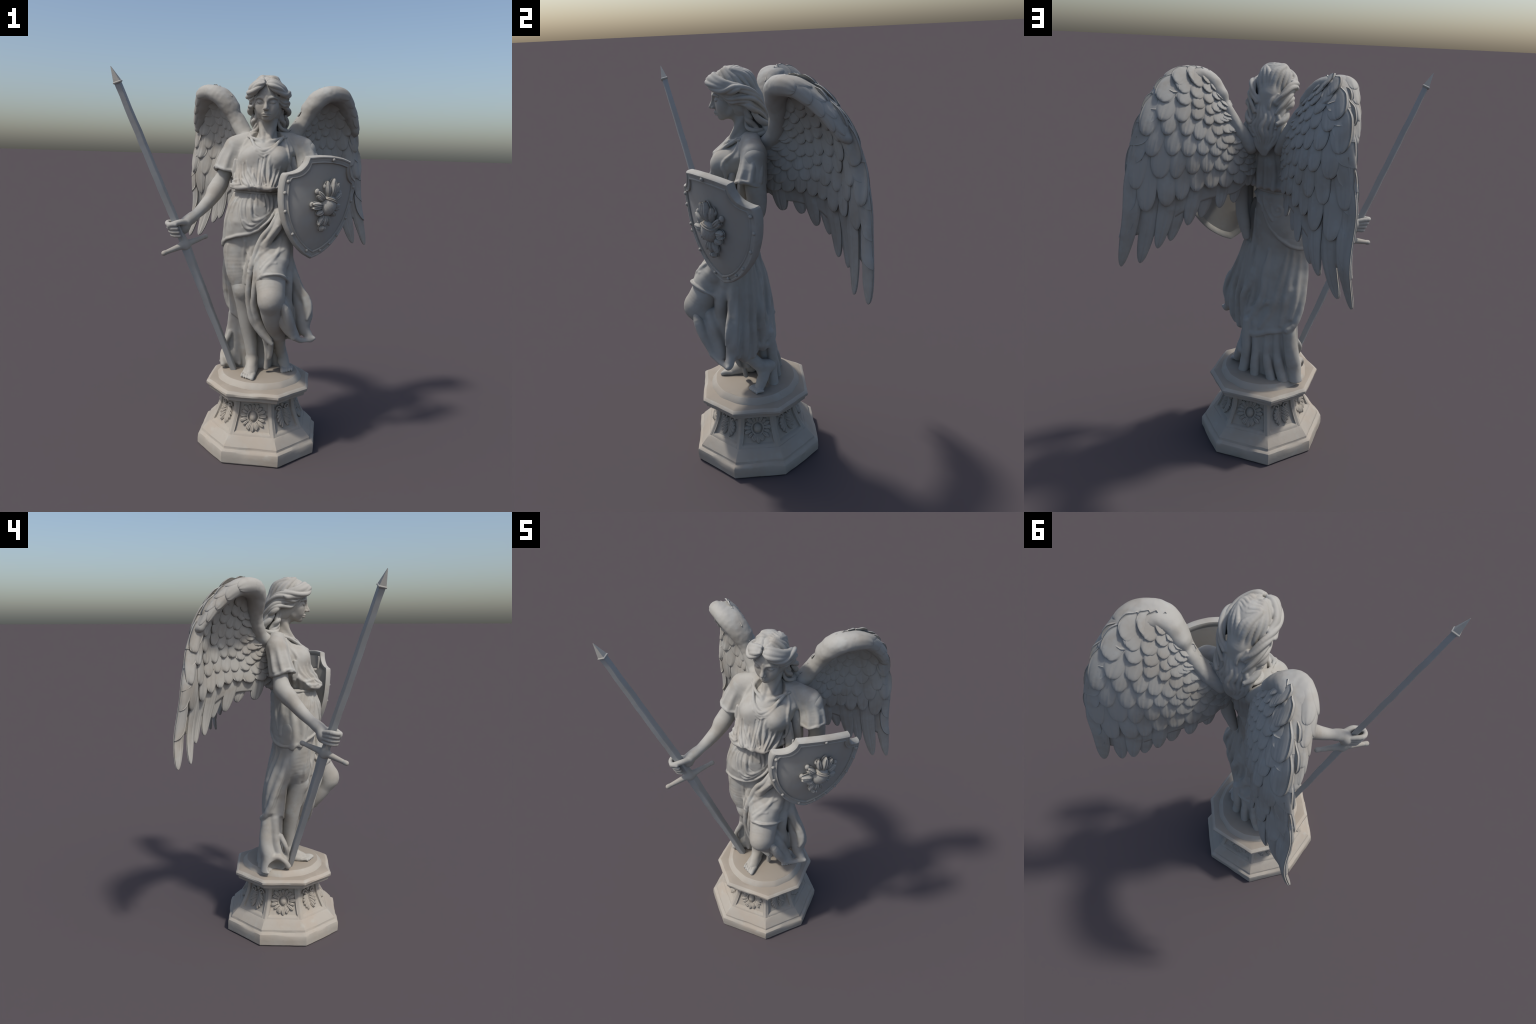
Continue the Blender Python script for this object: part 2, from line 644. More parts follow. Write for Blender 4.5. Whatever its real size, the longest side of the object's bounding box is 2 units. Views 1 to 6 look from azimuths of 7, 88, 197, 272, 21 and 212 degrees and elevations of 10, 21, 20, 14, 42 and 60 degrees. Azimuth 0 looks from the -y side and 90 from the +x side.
def ellipsoid(nu=20, nv=12):
    th = np.linspace(0, 2 * np.pi, nu, endpoint=False)
    ph = np.linspace(-np.pi / 2 + 0.02, np.pi / 2 - 0.02, nv)
    R = [[(math.cos(p) * math.cos(t), math.cos(p) * math.sin(t), math.sin(p)) for t in th] for p in ph]
    return loft(R)


ev, ef = ellipsoid()
boss_mesh = make_mesh("boss", ev, ef)
boss_mesh.materials.append(MATS["pedestal_stone"])


def torus(major=1.0, minor=0.16, nu=28, nv=8):
    a = np.linspace(0, 2 * np.pi, nu, endpoint=False)
    b = np.linspace(0, 2 * np.pi, nv, endpoint=False)
    A, B = np.meshgrid(a, b, indexing="ij")
    P = np.stack([(major + minor * np.cos(B)) * np.cos(A), (major + minor * np.cos(B)) * np.sin(A), minor * np.sin(B)], -1)
    return P.reshape(-1, 3), grid_faces(nu, nv, True, True)


tv, tf = torus()
ring_mesh = make_mesh("ring", tv, tf)
ring_mesh.materials.append(MATS["pedestal_stone"])

for i in range(8):
    # frame on the recessed panel
    p0, t, up, nr = face_frame(i, 0.0, 0.5, -0.0125)

    def at(a, b, lift=0.0, i=i):
        p, t, up, nr = face_frame(i, a, 0.5 + b / 0.20, -0.0125 + lift)
        return p, t, up, nr

    if i % 2 == 0:  # rosette: oval boss, ring, crown of petals and a hanging leaf
        orn = group("rosette", pedestal)
        c, t, up, nr = at(0, 0.002)
        place(boss_mesh, "boss", frame(c, t, up, nr, 0.0205, 0.0265, 0.021), orn)
        place(ring_mesh, "ring", frame(c + nr * 0.004, t, up, nr, 0.0300, 0.0370, 0.040), orn)
        for j in range(15):
            q = -math.pi / 2 + 0.50 + j * (2 * math.pi - 1.00) / 14
            big = 1.0 + 0.10 * math.sin(j * 2.3)
            a, b = 0.029 * math.cos(q), 0.002 + 0.036 * math.sin(q)
            c, t, up, nr = at(a, b, 0.001)
            d = math.cos(q) * t + math.sin(q) * up
            L = (0.043 if abs(math.cos(q)) > 0.5 else 0.037) * big
            place(petal_mesh, "petal", frame(c, np.cross(d, nr), unit(d + 0.14 * nr), unit(nr - 0.14 * d), 0.033 * big, L, 0.042), orn)
        for q, L, w in ((-math.pi / 2, 0.050, 0.040), (-math.pi / 2 - 0.40, 0.045, 0.042), (-math.pi / 2 + 0.40, 0.045, 0.042)):
            a, b = 0.020 * math.cos(q), 0.002 + 0.034 * math.sin(q)
            c, t, up, nr = at(a, b, 0.002)
            d = math.cos(q) * t + math.sin(q) * up
            place(petal_mesh, "petal", frame(c, np.cross(d, nr), unit(d + 0.1 * nr), unit(nr - 0.1 * d), w, L, 0.046), orn)
    else:  # acanthus spray: stem lobes falling outward, scrolls at the head
        orn = group("acanthus", pedestal)
        for j, (b, q, L, w) in enumerate([(0.034, 0.95, 0.046, 0.030), (0.022, 0.92, 0.054, 0.032), (0.006, 0.84, 0.056, 0.032), (-0.010, 0.66, 0.053, 0.031), (-0.024, 0.42, 0.047, 0.029)]):
            for sg in (-1, 1):
                c, t, up, nr = at(sg * 0.005, b, 0.002)
                d = math.sin(q) * t * sg - math.cos(q) * up
                place(petal_mesh, "petal", frame(c, np.cross(d, nr), unit(d + 0.15 * nr), unit(nr - 0.15 * d), w, L, 0.042), orn)
        c, t, up, nr = at(0, 0.045, 0.004)
        place(petal_mesh, "petal", frame(c, -t, -up, nr, 0.020, 0.115, 0.034), orn)
        for sg in (-1, 1):
            c, t, up, nr = at(sg * 0.026, 0.044, 0.010)
            place(curl_mesh, "scroll", frame(c, t * sg, up, nr, 0.0165, 0.0165, 0.026), orn)
        c, t, up, nr = at(0, 0.062, 0.006)
        place(boss_mesh, "boss", frame(c, t, up, nr, 0.011, 0.012, 0.011), orn)

# round footing with hewn facets
rings = []
na = 120
for r, z in [(0.236, 0.374), (0.234, 0.380), (0.224, 0.392), (0.213, 0.403), (0.209, 0.4055), (0.205, 0.4065), (0.14, 0.407), (0.05, 0.4075)]:
    ring = []
    for a in np.linspace(0, 2 * np.pi, na, endpoint=False):
        fac = 1 / math.cos((a * 14 / (2 * math.pi) % 1 - 0.5) * 2 * math.pi / 14)  # faint facets
        rr = r * (1 + 0.35 * (0.985 * fac - 1)) if r > 0.2 else r
        ring.append((PC[0] + 0.0 + rr * math.cos(a), PC[1] + 0.005 + rr * math.sin(a), z))
    rings.append(ring)
R = np.array(rings).reshape(-1, 3)
m = R[:, 2] < 0.4062
d = R[:, :2] - PC
R[m, :2] += (d / np.linalg.norm(d, axis=1)[:, None] * (vnoise(R, 14, 9) * 0.0035)[:, None])[m]
v, f = loft(R.reshape(-1, na, 3))
footing = add("footing", v, f, pedestal, "pedestal_stone", sharp=32)
fix_normals(footing)
dust_top(footing, 4 * na)


# ------------------------------------------------------------------ sword
sword = group("sword", ROOT)
SW_TIP, SW_HEAD, SW_GUARD, SW_END = V(-0.631, -0.474, 1.974), V(-0.603, -0.457, 1.903), V(-0.327, -0.262, 1.125), V(-0.083, -0.100, 0.405)
G_A, G_B = V(-0.406, -0.358, 1.093), V(-0.246, -0.158, 1.156)
axis = unit(SW_HEAD - SW_END)
wide = unit((G_B - G_A) - axis * ((G_B - G_A) @ axis))
thin = np.cross(axis, wide)


def blade(name, stations, parent):
    """Diamond section along the sword axis; stations = (point, half width, half thickness)."""
    rings = []
    for p, w, t in stations:
        rings.append([p + wide * w, p + thin * t + wide * w * 0.12, p + thin * t - wide * w * 0.12, p - wide * w, p - thin * t - wide * w * 0.12, p - thin * t + wide * w * 0.12])
    v, f = loft(rings)
    o = add(name, v, f, parent, "blade_stone", sharp=12)
    fix_normals(o)
    return o


def between(a, b, n, w0, w1, t0, t1, wob=0.0012, seed=0):
    r = random.Random(seed)
    return [(a + (b - a) * q + wide * r.uniform(-wob, wob) + thin * r.uniform(-wob, wob), w0 + (w1 - w0) * q + r.uniform(-wob, wob), t0 + (t1 - t0) * q) for q in np.linspace(0, 1, n)]


blade("upper_blade", between(SW_HEAD, SW_GUARD, 15, 0.0210, 0.0245, 0.0135, 0.0160, seed=3), sword)
blade("lower_blade", between(SW_GUARD, SW_END, 14, 0.0290, 0.0210, 0.0190, 0.0145, seed=5), sword)
# four-sided point with a flared collar
rings = []
for q, r in ((-0.004, 0.018), (0.0, 0.0255), (0.004, 0.026), (0.008, 0.0215), (0.078, 0.0015)):
    c = SW_HEAD + unit(SW_TIP - SW_HEAD) * q
    rings.append([c + wide * r * 1.05, c + thin * r * 0.95, c - wide * r * 1.05, c - thin * r * 0.95])
v, f = loft(rings)
o = add("spear_point", v, f, sword, "stone", sharp=20)
fix_normals(o)
cl = Clay(np.minimum(G_A, G_B) - 0.05, np.maximum(G_A, G_B) + 0.05, 0.0022)
gd = unit(G_B - G_A)
for e, sg in ((G_A, 1), (G_B, -1)):
    cl.tube([SW_GUARD, SW_GUARD * 0.55 + e * 0.45, e], [0.0195, 0.0150, 0.0105], 0.01)
    cl.tube([e - sg * gd * 0.006, e + sg * gd * 0.001], [0.0128, 0.0128], 0.003)
cl.tube([SW_GUARD - axis * 0.012, SW_GUARD + axis * 0.040], [0.0200, 0.0165], 0.02)
P, F = cl.skin()
add("crossguard", P, F, sword, "stone")

# ------------------------------------------------------------------ shield
shield = group("shield", ROOT)
SH_C = V(0.360, -0.182, 1.489)          # middle of the line between the side points
SH_R = unit(V(0.345, 0.301, -0.030))
SH_U = unit(V(0.075, -0.016, 0.5) - SH_R * (V(0.075, -0.016, 0.5) @ SH_R))
SH_N = np.cross(SH_R, SH_U)             # outward
half_outline = spline([(0.0, 0.114), (0.07, 0.109), (0.134, 0.097)], 12).tolist()[:-1] + spline([(0.134, 0.097), (0.143, 0.062), (0.168, 0.028), (0.202, 0.009), (0.226, 0.002)], 16).tolist()[:-1] \
    + spline([(0.226, 0.002), (0.233, -0.012), (0.2365, -0.06), (0.226, -0.15), (0.193, -0.245), (0.130, -0.335), (0.060, -0.393), (0.0, -0.422)], 40).tolist()
right = np.array(half_outline)
outline = np.vstack([right, (right * V(-1, 1))[::-1][1:-1]])
S_MID = V(0.0, -0.125)


def shield_bow(a, b):
    return 0.068 * (1 - (a / 0.236) ** 2) + 0.010 - 0.040 * (np.clip(-b - 0.13, 0, 1) / 0.29) ** 2


def shield_point(ab, h):
    ab = np.atleast_2d(ab)
    n = shield_bow(ab[:, 0], ab[:, 1]) - 0.030 + h
    return SH_C + ab[:, :1] * SH_R + ab[:, 1:2] * SH_U + n[:, None] * SH_N


def shield_ring(s, h, push=0.0):
    ab = S_MID + (outline - S_MID) * s
    return shield_point(ab, h)


def shield_shell(name, prof, parent, mat):
    rings = [shield_ring(s, h) for s, h in prof]
    v, f = loft(rings)
    o = add(name, v, f, parent, mat, sharp=33)
    fix_normals(o)
    return o


shield_shell("shield_plate", [(0.90, -0.0185), (0.90, 0.0), (0.84, 0.0005), (0.76, 0.001), (0.62, 0.001), (0.45, 0.001), (0.3, 0.001), (0.15, 0.001), (0.02, 0.001), (0.02, -0.0185),
                              (0.15, -0.0185), (0.3, -0.0185), (0.45, -0.0185), (0.62, -0.0185), (0.76, -0.0185), (0.90, -0.0186)][:10][::1] + [(0.15, -0.0185), (0.3, -0.0185), (0.45, -0.0185), (0.62, -0.0185), (0.80, -0.0185), (0.895, -0.0186)], shield, "shield_stone")
rim = [(0.846, 0.0), (0.850, 0.0055), (0.861, 0.0095), (0.876, 0.0095), (0.886, 0.0065), (0.905, 0.0078), (0.940, 0.0085), (0.955, 0.0125), (0.978, 0.0130), (0.994, 0.0085), (1.003, 0.0),
       (1.0, -0.018), (0.992, -0.0250), (0.972, -0.0265), (0.915, -0.0255), (0.882, -0.0205), (0.872, -0.0186)]
R = np.array([shield_ring(s, h) for s, h in rim])
m, n, _ = R.shape
o = add("shield_rim", R.reshape(-1, 3), grid_faces(m, n, True, True), shield, "stone", sharp=38)
fix_normals(o)
stud_mesh = make_mesh("rivet", ev, ef)
stud_mesh.materials.append(MATS["stone"])
for a, b, r in [(0, 0.0960, 1), (0.212, -0.035, 1), (-0.212, -0.035, 1.05), (-0.219, -0.092, 1.05), (0.219, -0.11, 1), (-0.204, -0.182, 1), (0.196, -0.20, 0.95), (-0.146, -0.292, 0.95), (0.146, -0.292, 0.95),
                (-0.045, -0.374, 0.95), (0.045, -0.374, 0.9), (0.100, -0.338, 0.8)]:
    p = shield_point(V(a, b), 0.0105)[0]
    place(stud_mesh, "rivet", frame(p, SH_R, SH_U, SH_N, 0.0088 * r, 0.0088 * r, 0.0085 * r), shield)

emblem = group("emblem", shield)
ec = V(0.012, -0.130)
lobe_v, lobe_f = leaf_solid(11, 11, 1.0, 0.36, 0.5, 1.5, 0.55, 0.35, 0.1)
lobe_mesh = make_mesh("lobe", lobe_v, lobe_f)
lobe_mesh.materials.append(MATS["stone"])


def lobe(a, b, ang, L, w, th=0.03, tilt=0.12, h=0.0):
    q = math.radians(ang)
    p = shield_point(ec + V(a, b), h + 0.006)[0]
    d = unit(math.cos(q) * SH_R + math.sin(q) * SH_U + tilt * SH_N)
    s = unit(np.cross(d, SH_N))
    place(lobe_mesh, "lobe", frame(p, s, d, np.cross(s, d), w * 1.30, L * 1.04, th * 1.75), emblem)


for a, b, ang, L, w, th in [
        (0.004, 0.040, 91, 0.096, 0.040, 0.040), (-0.012, 0.042, 106, 0.082, 0.036, 0.034), (0.018, 0.042, 74, 0.078, 0.032, 0.030),
        (-0.028, 0.028, 142, 0.062, 0.032, 0.032), (-0.032, 0.020, 152, 0.054, 0.026, 0.026), (0.028, 0.028, 42, 0.058, 0.032, 0.030), (0.032, 0.022, 32, 0.050, 0.026, 0.026),
        (-0.036, 0.000, 179, 0.064, 0.036, 0.032), (-0.036, -0.010, 190, 0.060, 0.030, 0.028), (0.036, 0.000, 2, 0.046, 0.034, 0.030), (0.036, -0.012, -9, 0.044, 0.030, 0.026),
        (-0.030, -0.028, 222, 0.038, 0.038, 0.034), (0.030, -0.028, -40, 0.036, 0.036, 0.032),
        (-0.004, -0.046, 268, 0.060, 0.038, 0.032), (-0.014, -0.046, 246, 0.062, 0.030, 0.026), (0.008, -0.046, 290, 0.060, 0.030, 0.026), (-0.006, -0.104, 268, 0.032, 0.044, 0.034)]:
    lobe(a, b, ang, L, w, th)
crest_scroll = make_mesh("scroll", cp, cf)
crest_scroll.materials.append(MATS["stone"])
knob_mesh = make_mesh("boss", ev, ef)
knob_mesh.materials.append(MATS["stone"])
p = shield_point(ec, 0.014)[0]
bu = unit(SH_U * 0.97 + SH_R * 0.2)
place(knob_mesh, "boss", frame(p, unit(np.cross(bu, SH_N)), bu, SH_N, 0.043, 0.054, 0.040), emblem)
for q, (dz, w) in enumerate(((0.026, 0.034), (0.034, 0.027))):   # two raised bands across the boss
    c = p + bu * dz + SH_N * (0.017 - 0.005 * q)
    place(ring_mesh, "band", frame(c, unit(np.cross(bu, SH_N)), unit(SH_N * 0.95 + bu * 0.3), bu, w, 0.019, 0.020), emblem)
for a, b in ((-0.034, 0.094), (0.036, 0.088), (-0.076, 0.064), (0.070, 0.066), (-0.092, -0.003)):    # curled ends
    place(stud_mesh, "bud", frame(shield_point(ec + V(a, b), 0.010)[0], SH_R, SH_U, SH_N, 0.0125, 0.0145, 0.012), emblem)
for a, b, r_, sx in ((-0.030, 0.100, 0.012, 1), (0.036, 0.096, 0.011, -1), (-0.020, -0.098, 0.011, 1), (0.012, -0.098, 0.010, -1)):      # scrolls of the crest
    place(crest_scroll, "scroll", frame(shield_point(ec + V(a, b), 0.010)[0], SH_R * sx, SH_U, SH_N, r_, r_, 0.022), emblem)
# strap peg standing above the upper edge
cl = Clay((0.20, -0.33, 1.47), (0.31, -0.20, 1.62), 0.002)
cl.tube([(0.262, -0.262, 1.50), (0.259, -0.265, 1.545), (0.258, -0.265, 1.565)], [0.006, 0.0065, 0.0055], 0.002)
P, F = cl.skin()
add("strap_end", P, F, shield, "stone")


# ------------------------------------------------------------------ wings
ARM_R = [0.038, 0.035, 0.036, 0.043, 0.044, 0.041, 0.037, 0.032, 0.026, 0.015]


class Wing:
    """A wing chart: s runs from the leading edge to the feather tips, t from the root to the outer edge.
    (s, t) -> (p, z) in the wing's own plane -> a domed back face and a hollow front face."""

    def __init__(self, origin, angle, side, forward=0.0, pull=0.0):
        a = math.radians(angle)
        self.o = np.asarray(origin, float)
        self.side = side
        self.d = V(side * math.cos(a), math.sin(a))
        self.nn = V(-side * math.sin(a), math.cos(a))
        self.forward, self.pull, self.band = forward, pull, 0.020
        u = np.linspace(0, 1, 41)
        self.top = spline([(0.028, 1.690), (0.086, 1.765), (0.110, 1.845), (0.136, 1.905), (0.192, 1.942), (0.285, 1.940)], 41)
        self.bot = spline([(-0.035, 1.455), (0.060, 1.368), (0.165, 1.342), (0.262, 1.306), (0.348, 1.240), (0.430, 1.172), (0.520, 1.106), (0.630, 1.054)], 41)
        self.inn = spline([(0.028, 1.690), (-0.032, 1.560), (-0.035, 1.455)], 41)
        self.out = spline([(0.285, 1.940), (0.381, 1.888), (0.464, 1.792), (0.526, 1.650), (0.558, 1.490), (0.578, 1.300), (0.628, 1.054)], 41)
        self.u = u

    def pz(self, s, t):
        s, t = np.clip(s, -0.05, 1.06), np.clip(t, -0.05, 1.05)

        def at(c, q):
            r = np.stack([np.interp(q, self.u, c[:, i]) for i in range(2)], -1)
            ex = np.where(q > 1, q - 1, np.where(q < 0, q, 0))[..., None]
            slope = np.where((q > 1)[..., None], (c[-1] - c[-4]) / (3 / 40), (c[3] - c[0]) / (3 / 40))
            return r + ex * slope
        S, T = s[..., None], t[..., None]
        c = self.top[0] * (1 - S) * (1 - T) + self.top[-1] * (1 - S) * T + self.bot[0] * S * (1 - T) + self.bot[-1] * S * T
        return (1 - S) * at(self.top, t) + S * at(self.bot, t) + (1 - T) * at(self.inn, s) + T * at(self.out, s) - c

    def back(self, p, z):
        d = 0.071 - np.where(p > 0.31, 0.062 * np.minimum((p - 0.31) / 0.27, 0.92) ** 2, 0.048 * ((p - 0.31) / 0.22) ** 2)
        d = d - 0.150 * (np.clip(z - 1.55, 0, 1) / 0.42) ** 2 - 0.03 * (np.clip(1.45 - z, 0, 1) / 0.33) ** 2
        return d - self.forward * smoothstep(0.34, 0.56, p) * smoothstep(1.15, 1.5, z)

    def front(self, p, z):
        T = 0.038 * np.where(p > 0.30, np.clip(1 - ((p - 0.30) / 0.285) ** 2, 0, 1), 1.0)
        T = T * (0.55 + 0.45 * smoothstep(1.26, 1.45, z))
        e = np.interp(-z, -self.out[:, 1], self.out[:, 0]) - p      # distance in from the outer edge: a full, rounded leading band
        T = T + self.band * smoothstep(0.17, 0.07, e) * smoothstep(0.0, 0.035, e) * smoothstep(1.34, 1.56, z)
        return self.back(p, z) - np.maximum(T, 0.012)

    def shift(self, z):
        return -self.pull * smoothstep(1.20, 1.46, z)

    def lift(self, pz, n):
        P = np.empty(pz.shape[:-1] + (3,))
        P[..., :2] = self.o + pz[..., :1] * self.d + (n + self.shift(pz[..., 1]))[..., None] * self.nn
        P[..., 2] = pz[..., 1]
        return P

    def point(self, s, t, h, face):
        s, t, h = np.broadcast_arrays(np.asarray(s, float), np.asarray(t, float), np.asarray(h, float))
        pz = self.pz(s, t)
        if face > 0:
            n = self.back(pz[..., 0], pz[..., 1]) + h
        else:
            n = self.front(pz[..., 0], pz[..., 1]) - h
        return self.lift(pz, n)

    def local(self, p, n, z):
        return np.append(self.o + p * self.d + (n + float(self.shift(z))) * self.nn, z)


def feather_mesh(wing, face, s1, t1, length, width, seed, thick=0.011, rise=0.010, tip=2.0, nt=22, na=15, lean=0.0, sink=0.006):
    """One feather laid on the wing: tip at (s1, t1), running `length` back up the chart."""
    r = random.Random(seed)
    t = 1 - (1 - np.linspace(0, 1, nt)) ** 2.0
    s_c = s1 - length * (1 - t)
    t_c = t1 + lean * (1 - t)
    ax = wing.pz(s_c, t_c)
    tang = np.gradient(ax, t + np.arange(nt) * 1e-9, axis=0)
    tang /= np.linalg.norm(tang, axis=1)[:, None] + 1e-9
    side = np.stack([tang[:, 1], -tang[:, 0]], 1)
    a = np.linspace(-1, 1, na)
    w = width * (0.62 + 0.38 * smoothstep(0, 0.45, t)) * np.sqrt(np.clip(1 - t ** (2 * tip + 2), 0, 1))
    skew = r.uniform(-0.10, 0.10)
    notch_at, notch = r.uniform(-0.7, 0.7), (r.uniform(0.015, 0.035) if r.random() < 0.25 else 0.0)
    T, A = np.meshgrid(t, a, indexing="ij")
    back_cut = notch * np.exp(-((A - notch_at) / 0.12) ** 2) * smoothstep(0.55, 1.0, T)
    pz = ax[:, None, :] + side[:, None, :] * (A * w[:, None] + skew * width * T ** 2)[..., None]
    L = np.linalg.norm(np.diff(ax, axis=0), axis=1).sum()
    pz = pz - tang[:, None, :] * (back_cut * L)[..., None]
    dome = np.sqrt(np.clip(1 - np.abs(A) ** 2.6, 0, 1)) * np.clip(1 - T ** 24, 0, 1) ** 0.5
    shaft = np.exp(-(A / 0.10) ** 2)
    barb = np.sin((A * 9 + np.abs(A) * -5 * T) * 2.1 + r.uniform(0, 6)) * 0.0010 * smoothstep(0.2, 0.5, T) * dome
    ripple = 0.0012 * np.sin(A * 3.1 + r.uniform(0, 6)) * T
    h = -sink + rise * T ** 1.4 + thick * (0.30 + 0.70 * dome) * (0.10 + 0.90 * T ** 0.7) - 0.0012 * shaft * T + barb + ripple
    base_h = -sink - 0.006 + (rise * T ** 1.4) * 0.75
    if face > 0:
        n0 = wing.back(pz[..., 0], pz[..., 1])
        up, lo = wing.lift(pz, n0 + h), wing.lift(pz, n0 + base_h)
    elif face < 0:
        n0 = wing.front(pz[..., 0], pz[..., 1])
        up, lo = wing.lift(pz, n0 - h), wing.lift(pz, n0 - base_h)
    else:       # long flight feather, seen from both faces
        n0 = (wing.back(pz[..., 0], pz[..., 1]) + wing.front(pz[..., 0], pz[..., 1])) / 2
        th = thick * (0.30 + 0.70 * dome) - 0.0015 * shaft + barb
        off = rise
        up, lo = wing.lift(pz, n0 + th + off), wing.lift(pz, n0 - th + off)
    n = nt * na
    F = grid_faces(nt, na)
    rim = np.array([i * na for i in range(nt)] + [(nt - 1) * na + j for j in range(1, na)] + [i * na + na - 1 for i in range(nt - 2, -1, -1)] + [j for j in range(na - 2, 0, -1)])
    nx = np.roll(rim, -1)
    side_f = np.stack([rim, rim + n, nx + n, nx], 1)
    faces = np.vstack([F, F[:, ::-1] + n, side_f[:, ::-1]])
    if (face >= 0) == (wing.side > 0):
        faces = faces[:, ::-1]
    return np.vstack([up.reshape(-1, 3), lo.reshape(-1, 3)]), faces


def edge_feather(wing, s1, length, R, seed, nt=26, na=19):
    """A feather bent round the outer edge, so that it shows on both faces of the wing."""
    r = random.Random(seed)
    t = 1 - (1 - np.linspace(0, 1, nt)) ** 2.0
    s_c = s1 - length * (1 - t)
    e = wing.pz(s_c, np.full(nt, 1.0))
    tang = np.gradient(e, t + np.arange(nt) * 1e-9, axis=0)
    tang /= np.linalg.norm(tang, axis=1)[:, None] + 1e-9
    inward = np.stack([tang[:, 1], -tang[:, 0]], 1)
    inward *= np.sign(inward @ V(-1, 0))[:, None] + 1e-9
    a = np.linspace(-1, 1, na)
    T, A = np.meshgrid(t, a, indexing="ij")
    prof = (0.75 + 0.25 * smoothstep(0, 0.4, T)) * np.sqrt(np.clip(1 - T ** 7, 0, 1))
    th = A * prof * math.radians(92)
    fine = 0.0008 * np.sin(A * 14 + r.uniform(0, 6)) - 0.0014 * np.exp(-(A / 0.08) ** 2) * T

    def shell(h, inset):
        pz = e[:, None, :] + inward[:, None, :] * (inset + (R * 1.55 - inset) * (1 - np.cos(th)))[..., None]
        bk, fr = wing.back(pz[..., 0], pz[..., 1]), wing.front(pz[..., 0], pz[..., 1])
        mid = (bk + fr) / 2
        half = (bk - fr) / 2 + h
        return wing.lift(pz, mid + half * np.sin(th))
    lap = 0.007 + 0.007 * T ** 1.3
    up, lo = shell(lap + fine, -0.004 - 0.008 * T), shell(lap - 0.012, 0.006)
    n = nt * na
    F = grid_faces(nt, na)
    rim = np.array([i * na for i in range(nt)] + [(nt - 1) * na + j for j in range(1, na)] + [i * na + na - 1 for i in range(nt - 2, -1, -1)] + [j for j in range(na - 2, 0, -1)])
    nx = np.roll(rim, -1)
    faces = np.vstack([F, F[:, ::-1] + n, np.stack([rim, rim + n, nx + n, nx], 1)[:, ::-1]])
    if wing.side < 0:
        faces = faces[:, ::-1]
    return np.vstack([up.reshape(-1, 3), lo.reshape(-1, 3)]), faces


def roll_shingle(axis_pts, radii, u0, u1, up, half_angle, seed, turn=0.0, nt=20, na=17):
    """A short broad feather lapped over the rolled leading edge (a patch of a tapered tube)."""
    r = random.Random(seed)
    Q = spline(np.column_stack([axis_pts, radii]), 120)
    t = 1 - (1 - np.linspace(0, 1, nt)) ** 2.0
    u = (u0 + (u1 - u0) * t) * 119
    P = np.stack([np.interp(u, np.arange(120), Q[:, i]) for i in range(4)], 1)
    T3 = np.stack([np.interp(u, np.arange(120), np.gradient(Q[:, i])) for i in range(3)], 1)
    T3 /= np.linalg.norm(T3, axis=1)[:, None]
    U = up - T3 * (T3 @ up)[:, None]
    U /= np.linalg.norm(U, axis=1)[:, None]
    S = np.cross(T3, U)
    ct, st = math.cos(math.radians(turn)), math.sin(math.radians(turn))
    U, S = U * ct + S * st, S * ct - U * st
    a = np.linspace(-1, 1, na)
    T, A = np.meshgrid(t, a, indexing="ij")
    prof = (0.70 + 0.30 * smoothstep(0, 0.5, T)) * np.sqrt(np.clip(1 - T ** 4, 0, 1))
    th = A * prof * math.radians(half_angle)

    def shell(h):
        rad = P[:, 3:4] + h
        return P[:, None, :3] + U[:, None, :] * (rad * np.cos(th))[..., None] + S[:, None, :] * (rad * np.sin(th))[..., None]
    dome = np.sqrt(np.clip(1 - A ** 4, 0, 1)) * np.sqrt(np.clip(1 - T ** 20, 0, 1))
    up_s = shell(-0.002 + 0.009 * T * (0.35 + 0.65 * dome) + 0.0008 * np.sin(A * 11 + r.uniform(0, 6)) * T)
    lo_s = shell(-0.010 + 0 * T)
    n = nt * na
    F = grid_faces(nt, na)
    rim = np.array([i * na for i in range(nt)] + [(nt - 1) * na + j for j in range(1, na)] + [i * na + na - 1 for i in range(nt - 2, -1, -1)] + [j for j in range(na - 2, 0, -1)])
    nx = np.roll(rim, -1)
    verts, faces = np.vstack([up_s.reshape(-1, 3), lo_s.reshape(-1, 3)]), np.vstack([F[:, ::-1], F + n, np.stack([rim, rim + n, nx + n, nx], 1)])
    q = verts[faces]
    vol = (np.cross(q[:, 0], q[:, 1]) * q[:, 2]).sum() + (np.cross(q[:, 0], q[:, 2]) * q[:, 3]).sum()
    return verts, faces if vol > 0 else faces[:, ::-1]


